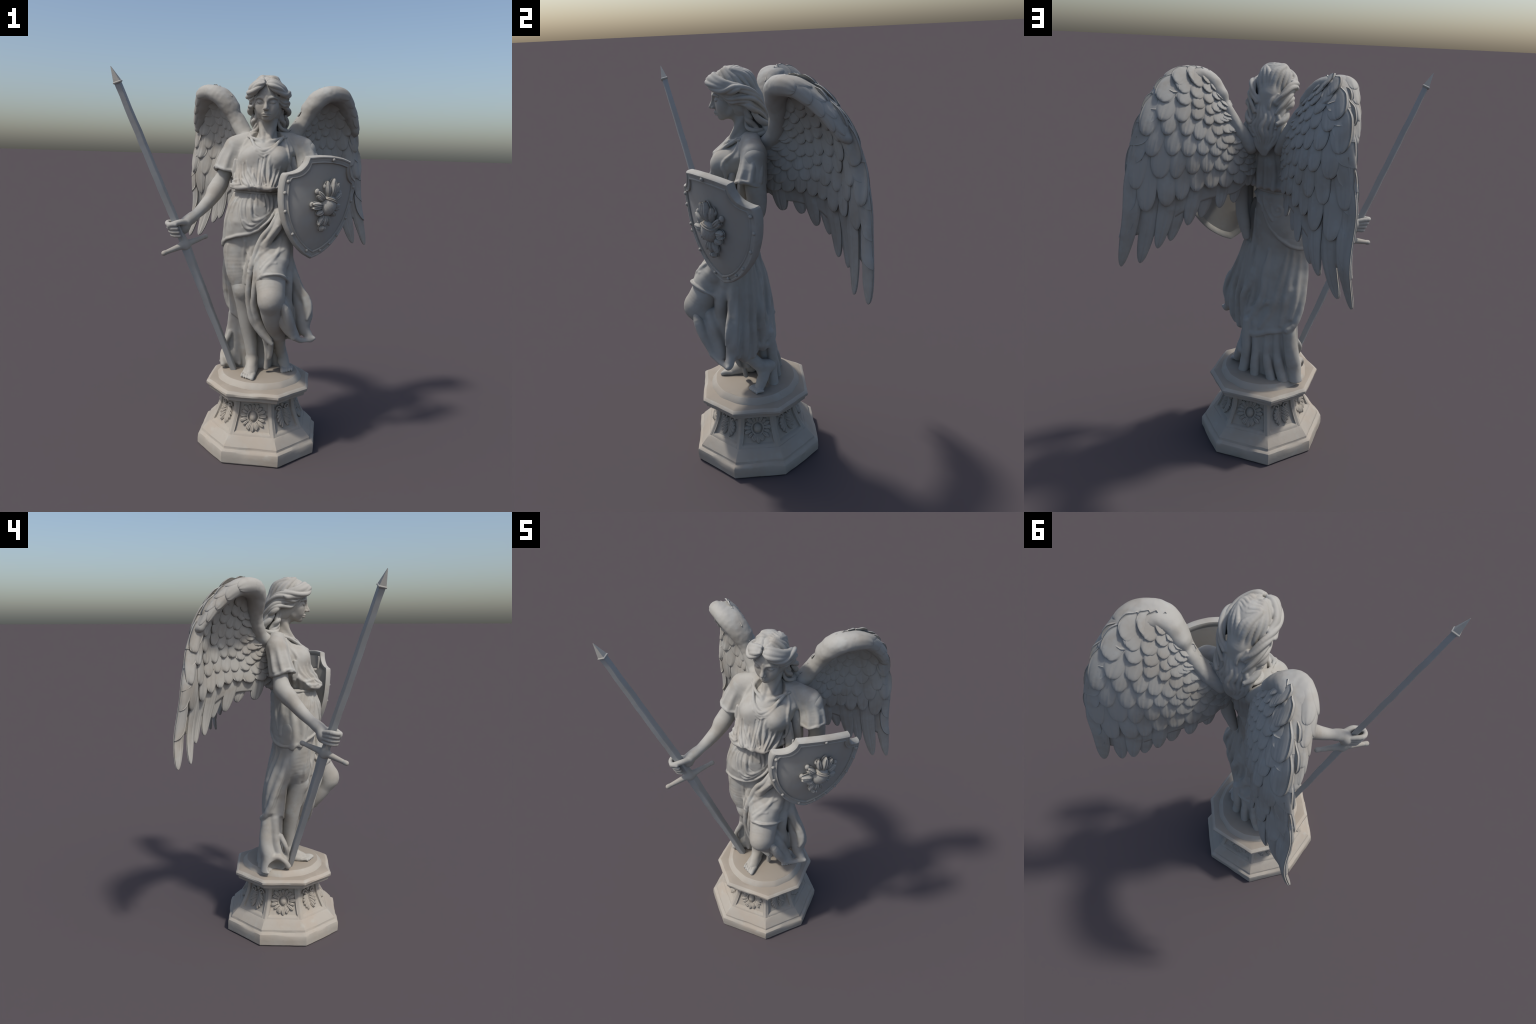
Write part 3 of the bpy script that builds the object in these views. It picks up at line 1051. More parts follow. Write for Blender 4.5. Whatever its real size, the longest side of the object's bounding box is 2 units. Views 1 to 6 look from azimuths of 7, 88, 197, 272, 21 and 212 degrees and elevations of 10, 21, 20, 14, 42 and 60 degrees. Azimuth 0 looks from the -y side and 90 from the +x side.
def build_wing(wing, seed):
    r = random.Random(seed)
    top = group("wing", ROOT)
    flock = []
    # core slab between the faces
    ns, nt = 60, 40
    S, T = np.meshgrid(np.linspace(0.0, 0.90, ns), np.linspace(0, 0.985, nt), indexing="ij")
    up, lo = wing.point(S, T, -0.006, 1), wing.point(S, T, -0.006, -1)
    n = ns * nt
    F = grid_faces(ns, nt)
    rim = np.array([i * nt for i in range(ns)] + [(ns - 1) * nt + j for j in range(1, nt)] + [i * nt + nt - 1 for i in range(ns - 2, -1, -1)] + [j for j in range(nt - 2, 0, -1)])
    nx = np.roll(rim, -1)
    o = add("wing_core", np.vstack([up.reshape(-1, 3), lo.reshape(-1, 3)]), np.vstack([F, F[:, ::-1] + n, np.stack([rim, rim + n, nx + n, nx], 1)[:, ::-1]]), top, "stone")
    fix_normals(o)
    # smooth arm: root, wrist and the rolled leading edge
    L = wing.local
    ends = [L(0.000, -0.045, 1.655), L(0.060, -0.042, 1.700), L(0.110, -0.060, 1.785), L(0.144, -0.098, 1.864), L(0.182, -0.128, 1.910), L(0.240, -0.138, 1.926), L(0.310, -0.126, 1.915), L(0.375, -0.092, 1.866), L(0.430, -0.066, 1.806), L(0.475, -0.044, 1.735)]
    E = np.array(ends)
    cl = Clay(E.min(0) - 0.09, E.max(0) + V(0.09, 0.09, 0.07), 0.004)
    cl.tube(ends, ARM_R, 0.02, n=32)
    cl.tube([L(-0.01, -0.015, 1.620), L(0.050, -0.015, 1.700), L(0.100, -0.028, 1.790)], [0.034, 0.030, 0.022], 0.03)
    cl.tube([L(0.130, -0.050, 1.850), L(0.170, -0.078, 1.905), L(0.240, -0.086, 1.920), L(0.310, -0.076, 1.904), L(0.372, -0.052, 1.858), L(0.430, -0.030, 1.798), L(0.478, -0.016, 1.728)], [0.032, 0.036, 0.036, 0.036, 0.034, 0.028, 0.018], 0.035, n=26)
    P, F = cl.skin(2)
    P = P + vertex_normals(P, F) * (vnoise(P, 30, seed) * 0.0018 + vnoise(P, 70, seed + 1) * 0.0007)[:, None]
    add("wing_arm", P, F, top, "stone")

    def feather(face, s1, t1, length, width, **kw):
        v, f = feather_mesh(wing, face, s1, t1, length, width, r.randrange(10 ** 6), **kw)
        flock.append((v, f))

    up = unit(np.append(-wing.nn * 0.75, 1.0))
    for k, u1 in enumerate((1.0, 0.955, 0.91, 0.865, 0.82, 0.775, 0.73, 0.685)):
        turn = wing.side * (42 if k % 2 else -38) + r.uniform(-8, 8)
        v, f = roll_shingle(E, ARM_R, u1 - 0.17, u1, up, 66 + r.uniform(-6, 6), r.randrange(10 ** 6), turn)
        flock.append((v, f))
    # long flight feathers hanging from the trailing edge
    m = 9
    for j in range(m):
        t1 = 0.040 + 0.930 * (j / (m - 1)) ** 1.02
        w = 0.034 + 0.008 * smoothstep(0.1, 0.5, t1)
        feather(0, 1.0 + (0.018 if j % 2 else -0.004), t1, 0.52, w * (0.96 if j == m - 1 else 1.0), thick=0.012, rise=(-1) ** j * 0.006, tip=1.3 + 0.5 * (t1 < 0.4), nt=34, lean=-0.01)

    def rows(face, table, lo_hi, wide_, edge, **kw):
        for k, (s1, ln, cnt) in enumerate(table):
            lo_t, hi_t = lo_hi(s1)
            for j in range(cnt + 1):
                q = (j + (0.5 if k % 2 == 0 else 0.0)) / cnt
                if q > 1.001:
                    continue
                t1 = lo_t + (hi_t - lo_t) * q ** 1.16
                e = 0.02
                gap = np.linalg.norm(np.diff(wing.pz(V(s1, s1), V(t1 - e, t1 + e)), axis=0)) / (2 * e)
                wdt = np.clip(gap * (hi_t - lo_t) / cnt * (wide_ + 0.10 * q), 0.017, edge) * r.uniform(0.93, 1.08)
                feather(face, s1 + r.uniform(-0.018, 0.018), t1, min(ln, s1 + 0.02), wdt, tip=r.uniform(1.6, 2.4), **kw)
    # coverts on the back, row by row from the lowest up
    rows(1, [(0.82, 0.30, 8), (0.690, 0.27, 8), (0.575, 0.25, 8), (0.470, 0.23, 8), (0.375, 0.21, 8), (0.290, 0.19, 7), (0.212, 0.17, 7), (0.140, 0.14, 7), (0.075, 0.12, 6)],
         lambda s: (0.0, 0.955) if s > 0.33 else (0.04, 0.945) if s > 0.1 else (0.20, 0.94), 0.60, 0.043, thick=0.015, rise=0.012)
    # coverts on the hollow front: smaller, more rows
    rows(-1, [(0.80, 0.26, 9), (0.70, 0.22, 9), (0.61, 0.20, 9), (0.525, 0.19, 9), (0.445, 0.17, 9), (0.37, 0.15, 9), (0.30, 0.14, 8), (0.235, 0.13, 8)],
         lambda s: (0.02, 0.965), 0.62, 0.038, thick=0.014, rise=0.012, nt=18, na=13)
    # big feathers folded over the outer edge, each lapping the next
    for k, s1 in enumerate((0.90, 0.80, 0.70, 0.60, 0.505, 0.415, 0.33, 0.25, 0.175, 0.105)):
        v, f = edge_feather(wing, s1 + r.uniform(-0.01, 0.01), min(0.19, s1 + 0.03), 0.034 - 0.008 * (s1 > 0.75), r.randrange(10 ** 6))
        flock.append((v, f))
    # the largest are feathers of their own; the smallest scales are joined into one mesh
    size = [np.prod(np.sort(np.ptp(v, axis=0))[1:]) for v, f in flock]
    order = np.argsort(size)[::-1]
    keep = set(order[:145])
    sv, sf, off = [], [], 0
    for i, (v, f) in enumerate(flock):
        if i in keep:
            add("feather", v, f, top, "stone")
        else:
            sv.append(v)
            sf.append(f + off)
            off += len(v)
    if sv:
        o = add("small_feathers", np.vstack(sv), np.vstack(sf), top, "stone")
        o["kind"] = "stuff"
    return top


LEFT = Wing((0.120, 0.080), 36.0, 1)
RIGHT = Wing((-0.004, 0.080), 40.0, -1, forward=0.022, pull=0.024)
build_wing(LEFT, 11)
build_wing(RIGHT, 23)


# ------------------------------------------------------------------ flesh: head, neck and breast
figure = group("figure", ROOT)
TILT = math.radians(9)
HO = V(0.060, -0.085, 1.865)
HF, HU, HX = V(0, -math.cos(TILT), -math.sin(TILT)), V(0, -math.sin(TILT), math.cos(TILT)), V(1, 0, 0)
HAX = [HX, HF, HU]


def hp(x, f, u):
    return HO + x * HX + f * HF + u * HU


cl = Clay((-0.14, -0.235, 1.53), (0.25, 0.08, 1.99), 0.0018)
cl.ball(hp(0, 0.000, 0.040), (0.068, 0.088, 0.083), 0.0, axes=HAX)
cl.ball(hp(0, 0.026, -0.008), (0.0575, 0.0630, 0.082), 0.015, axes=HAX)
cl.ball(hp(0, 0.032, -0.050), (0.0370, 0.0500, 0.043), 0.020, axes=HAX)
cl.ball(hp(0, 0.0710, -0.0770), (0.0160, 0.0165, 0.0160), 0.018, axes=HAX)
for sg in (-1, 1):
    cl.ball(hp(sg * 0.036, 0.054, -0.022), (0.021, 0.022, 0.022), 0.022, axes=HAX)          # cheekbone
    cl.tube([hp(sg * 0.046, 0.004, -0.038), hp(sg * 0.034, 0.034, -0.068), hp(sg * 0.011, 0.066, -0.080)], [0.011, 0.0105, 0.009], 0.016)    # jaw line
cl.ball(hp(0, 0.068, -0.0540), (0.022, 0.025, 0.022), 0.016, axes=HAX)
for sg in (-1, 1):
    cl.ball(hp(sg * 0.028, 0.056, -0.046), (0.017, 0.021, 0.022), 0.020, axes=HAX)
for sg in (-1, 1):   # sockets, brows, closed lids with the lash line
    cl.ball(hp(sg * 0.0310, 0.1010, 0.0010), (0.0205, 0.0200, 0.0145), 0.012, op="cut", axes=HAX)
    cl.tube([hp(sg * 0.056, 0.062, 0.0150), hp(sg * 0.038, 0.0810, 0.0235), hp(sg * 0.015, 0.0865, 0.0190), hp(sg * 0.007, 0.0880, 0.0100)], [0.0040, 0.0052, 0.0050, 0.0050], 0.010)
    cl.ball(hp(sg * 0.0320, 0.0685, -0.0005), (0.0170, 0.0158, 0.0128), 0.002, axes=HAX)
    cl.tube([hp(sg * 0.0160, 0.0800, -0.0040), hp(sg * 0.0240, 0.0845, -0.0098), hp(sg * 0.0340, 0.0835, -0.0108), hp(sg * 0.0490, 0.0710, -0.0040)], [0.0015, 0.0022, 0.0022, 0.0015], 0.0025, op="cut")
    cl.tube([hp(sg * 0.0160, 0.0815, 0.0045), hp(sg * 0.0260, 0.0850, 0.0092), hp(sg * 0.0380, 0.0815, 0.0090), hp(sg * 0.0480, 0.0720, 0.0040)], [0.0012, 0.0018, 0.0018, 0.0012], 0.003, op="cut")
cl.tube([hp(0, 0.0855, 0.0240), hp(0, 0.0880, 0.0090), hp(0, 0.0985, -0.0110), hp(0, 0.1085, -0.0270)], [0.0070, 0.0064, 0.0070, 0.0085], 0.009)
cl.ball(hp(0, 0.0920, -0.0240), (0.0105, 0.0170, 0.0130), 0.008, axes=HAX)
for sg in (-1, 1):
    cl.ball(hp(sg * 0.0100, 0.0980, -0.0315), (0.0060, 0.0080, 0.0062), 0.006, axes=HAX)
    cl.ball(hp(sg * 0.0058, 0.1040, -0.0390), (0.0030, 0.0045, 0.0030), 0.003, op="cut", axes=HAX)
    cl.tube([hp(sg * 0.0225, 0.0820, -0.0595), hp(sg * 0.0080, 0.0945, -0.0540), hp(0, 0.0945, -0.0552)], [0.0026, 0.0050, 0.0046], 0.004)
    cl.tube([hp(sg * 0.0200, 0.0820, -0.0625), hp(sg * 0.0075, 0.0925, -0.0652), hp(0, 0.0935, -0.0658)], [0.0026, 0.0058, 0.0062], 0.004)
    cl.tube([hp(sg * 0.0235, 0.0840, -0.0605), hp(sg * 0.0080, 0.0990, -0.0592), hp(0, 0.1005, -0.0600)], [0.0014, 0.0020, 0.0018], 0.002, op="cut")
cl.ball(hp(0, 0.0985, -0.0735), (0.014, 0.0090, 0.0045), 0.010, op="cut", axes=HAX)
cl.ball(hp(0, 0.0990, -0.0475), (0.0030, 0.0040, 0.0045), 0.006, op="cut", axes=HAX)
for sg in (-1, 1):   # lobes of the ears below the hair
    cl.ball(hp(sg * 0.0655, 0.003, -0.014), (0.007, 0.013, 0.020), 0.005, axes=HAX)
    cl.ball(hp(sg * 0.0730, 0.005, -0.010), (0.004, 0.006, 0.010), 0.004, op="cut", axes=HAX)
# neck, throat muscles, shoulders and upper breast
cl.tube([(0.059, -0.048, 1.800), (0.058, -0.044, 1.730), (0.057, -0.040, 1.660)], [0.045, 0.0455, 0.054], 0.025)
cl.ball((0.056, -0.070, 1.595), (0.118, 0.085, 0.078), 0.05)
cl.ball((0.057, -0.108, 1.592), (0.085, 0.072, 0.065), 0.03)
for sg in (-1, 1):
    cl.tube([(0.058 + sg * 0.040, -0.040, 1.780), (0.058 + sg * 0.026, -0.082, 1.715), (0.058 + sg * 0.011, -0.118, 1.662)], [0.010, 0.010, 0.008], 0.02)
    cl.tube([(0.058 + sg * 0.014, -0.132, 1.656), (0.058 + sg * 0.056, -0.112, 1.672), (0.058 + sg * 0.100, -0.064, 1.684)], [0.0075, 0.0075, 0.007], 0.016)
cl.ball((0.058, -0.138, 1.672), (0.011, 0.012, 0.010), 0.018, op="cut")
P, F = cl.skin(1)
add_split(P, F, [("head", lambda c: (c - HO) @ HU + 0.55 * ((c - HO) @ HF) > -0.058), ("neck", lambda c: c[:, 2] > 1.672), ("breast", lambda c: c[:, 2] > 0)], figure)

# ------------------------------------------------------------------ right arm and hand on the sword
SWA = unit(SW_HEAD - SW_END)


def on_sword(z):
    return SW_END + SWA * ((z - SW_END[2]) / SWA[2])


cl = Clay((-0.43, -0.39, 1.12), (-0.07, 0.06, 1.68), 0.0022)
cl.tube([(-0.125, -0.020, 1.620), (-0.158, -0.036, 1.520), (-0.192, -0.048, 1.430), (-0.214, -0.078, 1.395)], [0.045, 0.0410, 0.0390, 0.0370], 0.01)
cl.tube([(-0.198, -0.052, 1.424), (-0.219, -0.100, 1.368), (-0.259, -0.158, 1.309), (-0.305, -0.220, 1.256)], [0.040, 0.0380, 0.0310, 0.0230], 0.03)
hc = on_sword(1.212)
grip = unit(np.cross(SWA, V(0.62, 0.70, 0.1)))
cl.tube([(-0.305, -0.220, 1.262), (-0.322, -0.240, 1.244), (-0.336, -0.252, 1.222)], [0.025, 0.030, 0.030], 0.02)
cl.ball((-0.338, -0.250, 1.212), (0.028, 0.026, 0.034), 0.02)
# fingers close round the grip: knuckles on the outer (-x) side, tips returning in front
fin = V(-0.55, -0.80, -0.25)
for i in range(4):
    z0 = 1.243 - 0.0190 * i
    c = on_sword(z0 - 0.006)
    k1 = c + V(-0.029, 0.018, 0.004)
    k2 = c + V(-0.036, -0.013, 0.000)
    k3 = c + V(-0.015, -0.033, -0.004)
    k4 = c + V(0.010, -0.030, -0.005)
    rr = (0.0115, 0.0112, 0.0105, 0.0092)[i]
    cl.tube([V(-0.330, -0.238, 1.228 - 0.012 * i), k1, k2, k3, k4], [rr * 1.1, rr * 1.06, rr, rr * 0.96, rr * 0.86], 0.0035)
# thumb along the near side, pointing past the blade
th = on_sword(1.238)
cl.tube([(-0.322, -0.262, 1.236), (-0.342, -0.300, 1.244), (-0.372, -0.322, 1.236), (-0.392, -0.328, 1.226)], [0.0185, 0.0150, 0.0135, 0.0120], 0.006)
P, F = cl.skin(1)
wr = V(-0.300, -0.212, 1.268)
wd = unit(V(-0.305, -0.220, 1.262) - V(-0.262, -0.158, 1.320))
add_split(P, F, [("hand", lambda c: (c - wr) @ wd > 0), ("arm", lambda c: c[:, 2] > 0)], figure)

# ------------------------------------------------------------------ left arm, bent behind the shield
cl = Clay((0.17, -0.30, 1.28), (0.40, 0.08, 1.68), 0.0028)
cl.tube([(0.262, -0.010, 1.620), (0.288, -0.012, 1.520), (0.300, -0.010, 1.430), (0.302, -0.030, 1.385)], [0.052, 0.047, 0.043, 0.039], 0.01)
cl.tube([(0.302, -0.020, 1.395), (0.308, -0.090, 1.400), (0.305, -0.150, 1.425), (0.290, -0.205, 1.455)], [0.042, 0.040, 0.032, 0.024], 0.02)
cl.ball((0.285, -0.222, 1.468), (0.026, 0.030, 0.030), 0.02)
for i in range(4):
    b = V(0.286, -0.226, 1.488 - 0.017 * i)
    cl.tube([b, b + V(-0.022, -0.014, 0.002), b + V(-0.018, -0.034, 0.002)], [0.011, 0.010, 0.009], 0.004)
P, F = cl.skin(1)
wr2, wd2 = V(0.294, -0.190, 1.448), unit(V(-0.015, -0.055, 0.03))
add_split(P, F, [("hand", lambda c: (c - wr2) @ wd2 > 0), ("arm", lambda c: c[:, 2] > 0)], figure)


# ------------------------------------------------------------------ legs and bare feet
def toes(cl, ball_, ahead, side, spread, r0, length, inner):
    """Five toes in a row from the big toe (inner) outward."""
    for i in range(5):
        q = (i - 1.6) * spread
        base = ball_ + side * q * inner
        L = length * (1.0, 0.98, 0.88, 0.74, 0.58)[i]
        rr = r0 * (1.25, 0.88, 0.82, 0.78, 0.74)[i]
        cl.tube([base - ahead * 0.012, base + ahead * L * 0.6 + V(0, 0, 0.002), base + ahead * L - V(0, 0, 0.0025)], [rr * 1.05, rr, rr * 0.95], 0.0035)


cl = Clay((-0.16, -0.28, 0.395), (0.11, 0.02, 1.16), 0.0028)
cl.tube([(-0.066, -0.110, 1.130), (-0.060, -0.132, 1.000), (-0.049, -0.139, 0.935), (-0.040, -0.142, 0.885), (-0.026, -0.122, 0.790), (-0.014, -0.108, 0.700), (0.004, -0.096, 0.580), (0.013, -0.094, 0.490), (0.015, -0.092, 0.445)],
        [0.068, 0.062, 0.0585, 0.0560, 0.0500, 0.0470, 0.0365, 0.0290, 0.0290], 0.01, n=30)
cl.ball((-0.034, -0.178, 0.880), (0.028, 0.020, 0.032), 0.03)
cl.ball((0.016, -0.078, 0.432), (0.029, 0.034, 0.029), 0.015)
cl.tube([(0.015, -0.100, 0.468), (0.016, -0.145, 0.440), (0.016, -0.188, 0.424)], [0.030, 0.0270, 0.0190], 0.02)
cl.tube([(0.032, -0.120, 0.428), (0.030, -0.175, 0.422)], [0.020, 0.019], 0.015)
cl.tube([(-0.004, -0.115, 0.424), (-0.010, -0.165, 0.419)], [0.018, 0.016], 0.015)
for sg in (-1, 1):
    cl.ball((0.014 + sg * 0.027, -0.088, 0.476), (0.008, 0.011, 0.011), 0.012)
toes(cl, V(0.014, -0.192, 0.4185), unit(V(-0.05, -1, 0)), V(-1, 0.18, 0), 0.0150, 0.0095, 0.040, 1)
P, F = cl.skin(1)
add_split(P, F, [("foot", lambda c: c[:, 2] < 0.478), ("leg", lambda c: c[:, 2] > 0)], figure)

cl = Clay((0.0, -0.41, 0.395), (0.27, 0.11, 1.16), 0.0030)
cl.tube([(0.080, -0.135, 1.120), (0.112, -0.225, 1.010), (0.130, -0.302, 0.905), (0.133, -0.318, 0.870)], [0.088, 0.081, 0.0715, 0.0655], 0.02)
cl.tube([(0.133, -0.318, 0.868), (0.140, -0.255, 0.775), (0.152, -0.165, 0.670), (0.162, -0.085, 0.585), (0.164, -0.035, 0.530)], [0.062, 0.060, 0.0480, 0.0350, 0.0310], 0.02)
cl.ball((0.131, -0.355, 0.880), (0.034, 0.028, 0.040), 0.03)
cl.ball((0.152, 0.012, 0.520), (0.030, 0.034, 0.032), 0.02)
cl.tube([(0.160, -0.010, 0.520), (0.185, -0.022, 0.470), (0.203, -0.036, 0.430)], [0.034, 0.0280, 0.0200], 0.02)
cl.tube([(0.176, -0.035, 0.450), (0.192, -0.046, 0.424)], [0.022, 0.018], 0.015)
toes(cl, V(0.203, -0.048, 0.4200), unit(V(0.10, -1, -0.16)), unit(V(1, 0.25, 0)), 0.0135, 0.0090, 0.036, 1)
P, F = cl.skin(1)
fo, fd = V(0.166, -0.020, 0.520), unit(V(0.25, -0.25, -1))
add_split(P, F, [("foot", lambda c: ((c - fo) @ fd > 0.0) | ((c[:, 1] > -0.012) & (c[:, 2] < 0.56))), ("leg", lambda c: c[:, 2] > 0)], figure)


# ------------------------------------------------------------------ tunic: bloused bodice with sleeves, belt, overfold
clothing = group("clothing", figure)
cl = Clay((-0.235, -0.285, 1.345), (0.355, 0.085, 1.735), 0.003)
cl.shape(column([(1.395, 0.020, -0.110, 0.104, 0.104), (1.418, 0.020, -0.110, 0.128, 0.126), (1.450, 0.024, -0.108, 0.142, 0.136), (1.500, 0.036, -0.096, 0.134, 0.124), (1.560, 0.050, -0.080, 0.140, 0.112),
                 (1.610, 0.056, -0.062, 0.142, 0.094), (1.660, 0.057, -0.040, 0.120, 0.066), (1.690, 0.057, -0.025, 0.085, 0.048)]), (-0.20, -0.28, 1.38), (0.30, 0.08, 1.70), 0.0)
cl.ball((0.018, -0.113, 1.431), (0.158, 0.148, 0.032), 0.016)
cl.tube([(0.058, -0.020, 1.672), (-0.060, -0.018, 1.664), (-0.118, -0.020, 1.630)], [0.044, 0.042, 0.048], 0.04)
cl.tube([(0.058, -0.020, 1.672), (0.180, -0.014, 1.668), (0.244, -0.010, 1.634)], [0.044, 0.042, 0.048], 0.04)
cl.ball((-0.006, -0.140, 1.570), (0.060, 0.062, 0.062), 0.035)
cl.ball((0.120, -0.146, 1.572), (0.060, 0.062, 0.062), 0.035)
cl.ball((0.057, -0.112, 1.588), (0.088, 0.074, 0.060), 0.03)
# sleeves
slv = [((-0.118, -0.020, 1.632), (-0.142, -0.034, 1.570), (-0.158, -0.050, 1.505)), ((0.244, -0.010, 1.634), (0.268, -0.020, 1.575), (0.278, -0.032, 1.520))]
for sg, (a, b, c) in zip((-1, 1), slv):
    cl.tube([a, b, c], [0.050, 0.056, 0.062], 0.03)
for sg, (a, b, c) in zip((-1, 1), slv):     # folds of the sleeve fan from the shoulder to the hem
    a, b, c = map(np.array, (a, b, c))
    for q in np.linspace(0, 2 * np.pi, 9)[:-1]:
        o = V(math.cos(q), math.sin(q), 0.25 * math.cos(q) * sg)
        cl.tube([a + o * 0.044, b + o * 0.053, c + o * 0.060], [0.005, 0.0075, 0.0095], 0.014)
    d = unit(c - b)
    cl.ball(c + d * 0.150, (0.150, 0.150, 0.150), 0.008, op="cut")
    ring = [c + 0.061 * (math.cos(q) * V(1, 0, -d[0] / d[2]) + math.sin(q) * V(0, 1, -d[1] / d[2])) + d * (0.004 + 0.006 * math.sin(3 * q)) for q in np.linspace(0, 2 * np.pi, 25)]
    cl.tube(ring, 0.0065, 0.006, n=26)
    cl.tube([b + d * 0.012, c + d * 0.06], [0.044, 0.053], 0.006, op="cut")
cl.tube([(-0.098, -0.115, 1.560), (-0.102, -0.118, 1.505), (-0.100, -0.112, 1.470)], [0.010, 0.014, 0.010], 0.012)
# neckline: soft roll and cowl folds
cl.ball((0.057, -0.105, 1.725), (0.088, 0.096, 0.112), 0.004, op="cut")
cl.tube([(0.150, 0.005, 1.702), (0.144, -0.060, 1.690), (0.126, -0.118, 1.660), (0.096, -0.164, 1.628), (0.057, -0.186, 1.613), (0.018, -0.164, 1.628), (-0.012, -0.118, 1.660), (-0.030, -0.060, 1.690), (-0.036, 0.005, 1.702)], [0.009, 0.0085, 0.008, 0.0085, 0.010, 0.0085, 0.008, 0.0085, 0.009], 0.004, n=34)
fold(cl, "-y", [(-0.006, 1.645), (0.022, 1.612), (0.057, 1.598), (0.094, 1.612), (0.122, 1.645)], [0.004, 0.008, 0.009, 0.008, 0.004], 0.005, 0.1)
fold(cl, "-y", [(0.026, 1.600), (0.058, 1.584), (0.090, 1.600)], [0.003, 0.007, 0.003], 0.005, 0.1)
# seams from the shoulders past the breasts
fold(cl, "-y", [(-0.036, 1.685), (-0.062, 1.630), (-0.078, 1.570), (-0.082, 1.500), (-0.075, 1.450)], [0.005, 0.007, 0.008, 0.007, 0.005], 0.008, 0.3)
for dx, r in ((0.0, 0.008), (0.020, 0.007), (0.040, 0.006)):
    fold(cl, "-y", [(0.146 + dx * 0.6, 1.688), (0.168 + dx, 1.630), (0.182 + dx, 1.570), (0.180 + dx * 0.9, 1.500), (0.165 + dx * 0.6, 1.440)], [0.005, r, r * 1.15, r, 0.005], 0.007, 0.25)
# gathers under the bust, falling to the bloused edge
for pts, r in [([(-0.027, 1.556), (-0.012, 1.507), (0.030, 1.455)], 0.010), ([(-0.046, 1.545), (-0.042, 1.490), (-0.010, 1.450)], 0.010), ([(-0.066, 1.530), (-0.070, 1.480), (-0.060, 1.445)], 0.009),
               ([(0.052, 1.570), (0.045, 1.500), (0.046, 1.440)], 0.009), ([(0.068, 1.590), (0.061, 1.540), (0.058, 1.490), (0.080, 1.438)], 0.010), ([(0.094, 1.590), (0.087, 1.540), (0.096, 1.430)], 0.010),
               ([(0.145, 1.535), (0.126, 1.480), (0.108, 1.432)], 0.011), ([(0.120, 1.520), (0.112, 1.480), (0.106, 1.440)], 0.008), ([(0.160, 1.500), (0.150, 1.460), (0.140, 1.430)], 0.009),
               ([(0.010, 1.520), (0.012, 1.480), (0.022, 1.440)], 0.007)]:
    fold(cl, "-y", pts + [(pts[-1][0] + 0.3 * (pts[-1][0] - pts[-2][0]), 1.417)], [r * 0.3, r * 1.0, r * 1.25, r * 0.8], 0.006, 0.08)
for pts, r in [([(-0.100, 1.455), (-0.050, 1.462), (-0.012, 1.442), (0.030, 1.434)], 0.010), ([(-0.112, 1.428), (-0.060, 1.424), (-0.010, 1.430)], 0.011), ([(0.030, 1.434), (0.070, 1.425), (0.130, 1.428)], 0.010), ([(-0.118, 1.442), (-0.085, 1.436), (-0.050, 1.444)], 0.008)]:
    fold(cl, "-y", pts, [r * 0.6, r * 1.15, r * 0.7], 0.004, 0.15)
for pts, r in [([(-0.038, 1.545), (-0.030, 1.490), (0.004, 1.440)], 0.0045), ([(-0.058, 1.535), (-0.058, 1.480), (-0.040, 1.440)], 0.0045), ([(0.000, 1.530), (0.008, 1.480), (0.030, 1.440)], 0.004), ([(0.036, 1.570), (0.034, 1.500), (0.038, 1.440)], 0.0045),
               ([(0.058, 1.575), (0.052, 1.510), (0.052, 1.445)], 0.0035), ([(0.080, 1.590), (0.075, 1.520), (0.086, 1.440)], 0.0045), ([(0.108, 1.545), (0.101, 1.490), (0.100, 1.440)], 0.0045), ([(0.132, 1.520), (0.122, 1.470), (0.114, 1.436)], 0.0045), ([(0.152, 1.520), (0.142, 1.470), (0.128, 1.436)], 0.0045)]:
    fold(cl, "-y", pts, [r * 0.4, r, r * 0.9], 0.005, -0.25, op="cut")
fold(cl, "-y", [(0.062, 1.480), (0.068, 1.462), (0.074, 1.448)], [0.002, 0.006, 0.006], 0.004, 0.2, op="cut")
for x0, x1, r in ((-0.010, -0.030, 0.010), (0.020, 0.012, 0.012), (0.055, 0.055, 0.010), (0.085, 0.095, 0.012), (0.110, 0.130, 0.010)):      # gathers on the back
    fold(cl, "+y", [(x0, 1.590), (x1, 1.500), (x1, 1.425)], [r * 0.4, r, r * 1.1], 0.010, 0.25)
for y0, r in ((-0.150, 0.010), (-0.115, 0.012), (-0.080, 0.010), (-0.045, 0.012)):
    fold(cl, "-x", [(y0 * 0.9, 1.485), (y0, 1.445), (y0, 1.420)], [r * 0.5, r, r], 0.008, 0.3)
    fold(cl, "+x", [(y0 * 0.9, 1.485), (y0, 1.445), (y0, 1.420)], [r * 0.5, r, r], 0.008, 0.3)
P, F = drop_islands(*cl.skin(1))
P = P + vertex_normals(P, F) * (vnoise(P, 45, 5) * 0.0009)[:, None]
add_split(P, F, [("sleeve", lambda c: (c[:, 0] < -0.100) & (c[:, 2] > 1.462)), ("sleeve", lambda c: (c[:, 0] > 0.222)), ("bodice", lambda c: c[:, 2] > 0)], clothing)

# belt
ring = [(0.019 + 0.116 * math.cos(q), -0.111 + 0.116 * math.sin(q), 1.402 + 0.004 * math.sin(2 * q)) for q in np.linspace(0, 2 * np.pi, 49)[:-1]]
belt = Clay((-0.135, -0.265, 1.375), (0.175, 0.045, 1.435), 0.0025)
belt.tube(ring + ring[:1], 0.0075, 0.004, smooth=False)
P, F = belt.skin(1)
add("belt", P, F, clothing)


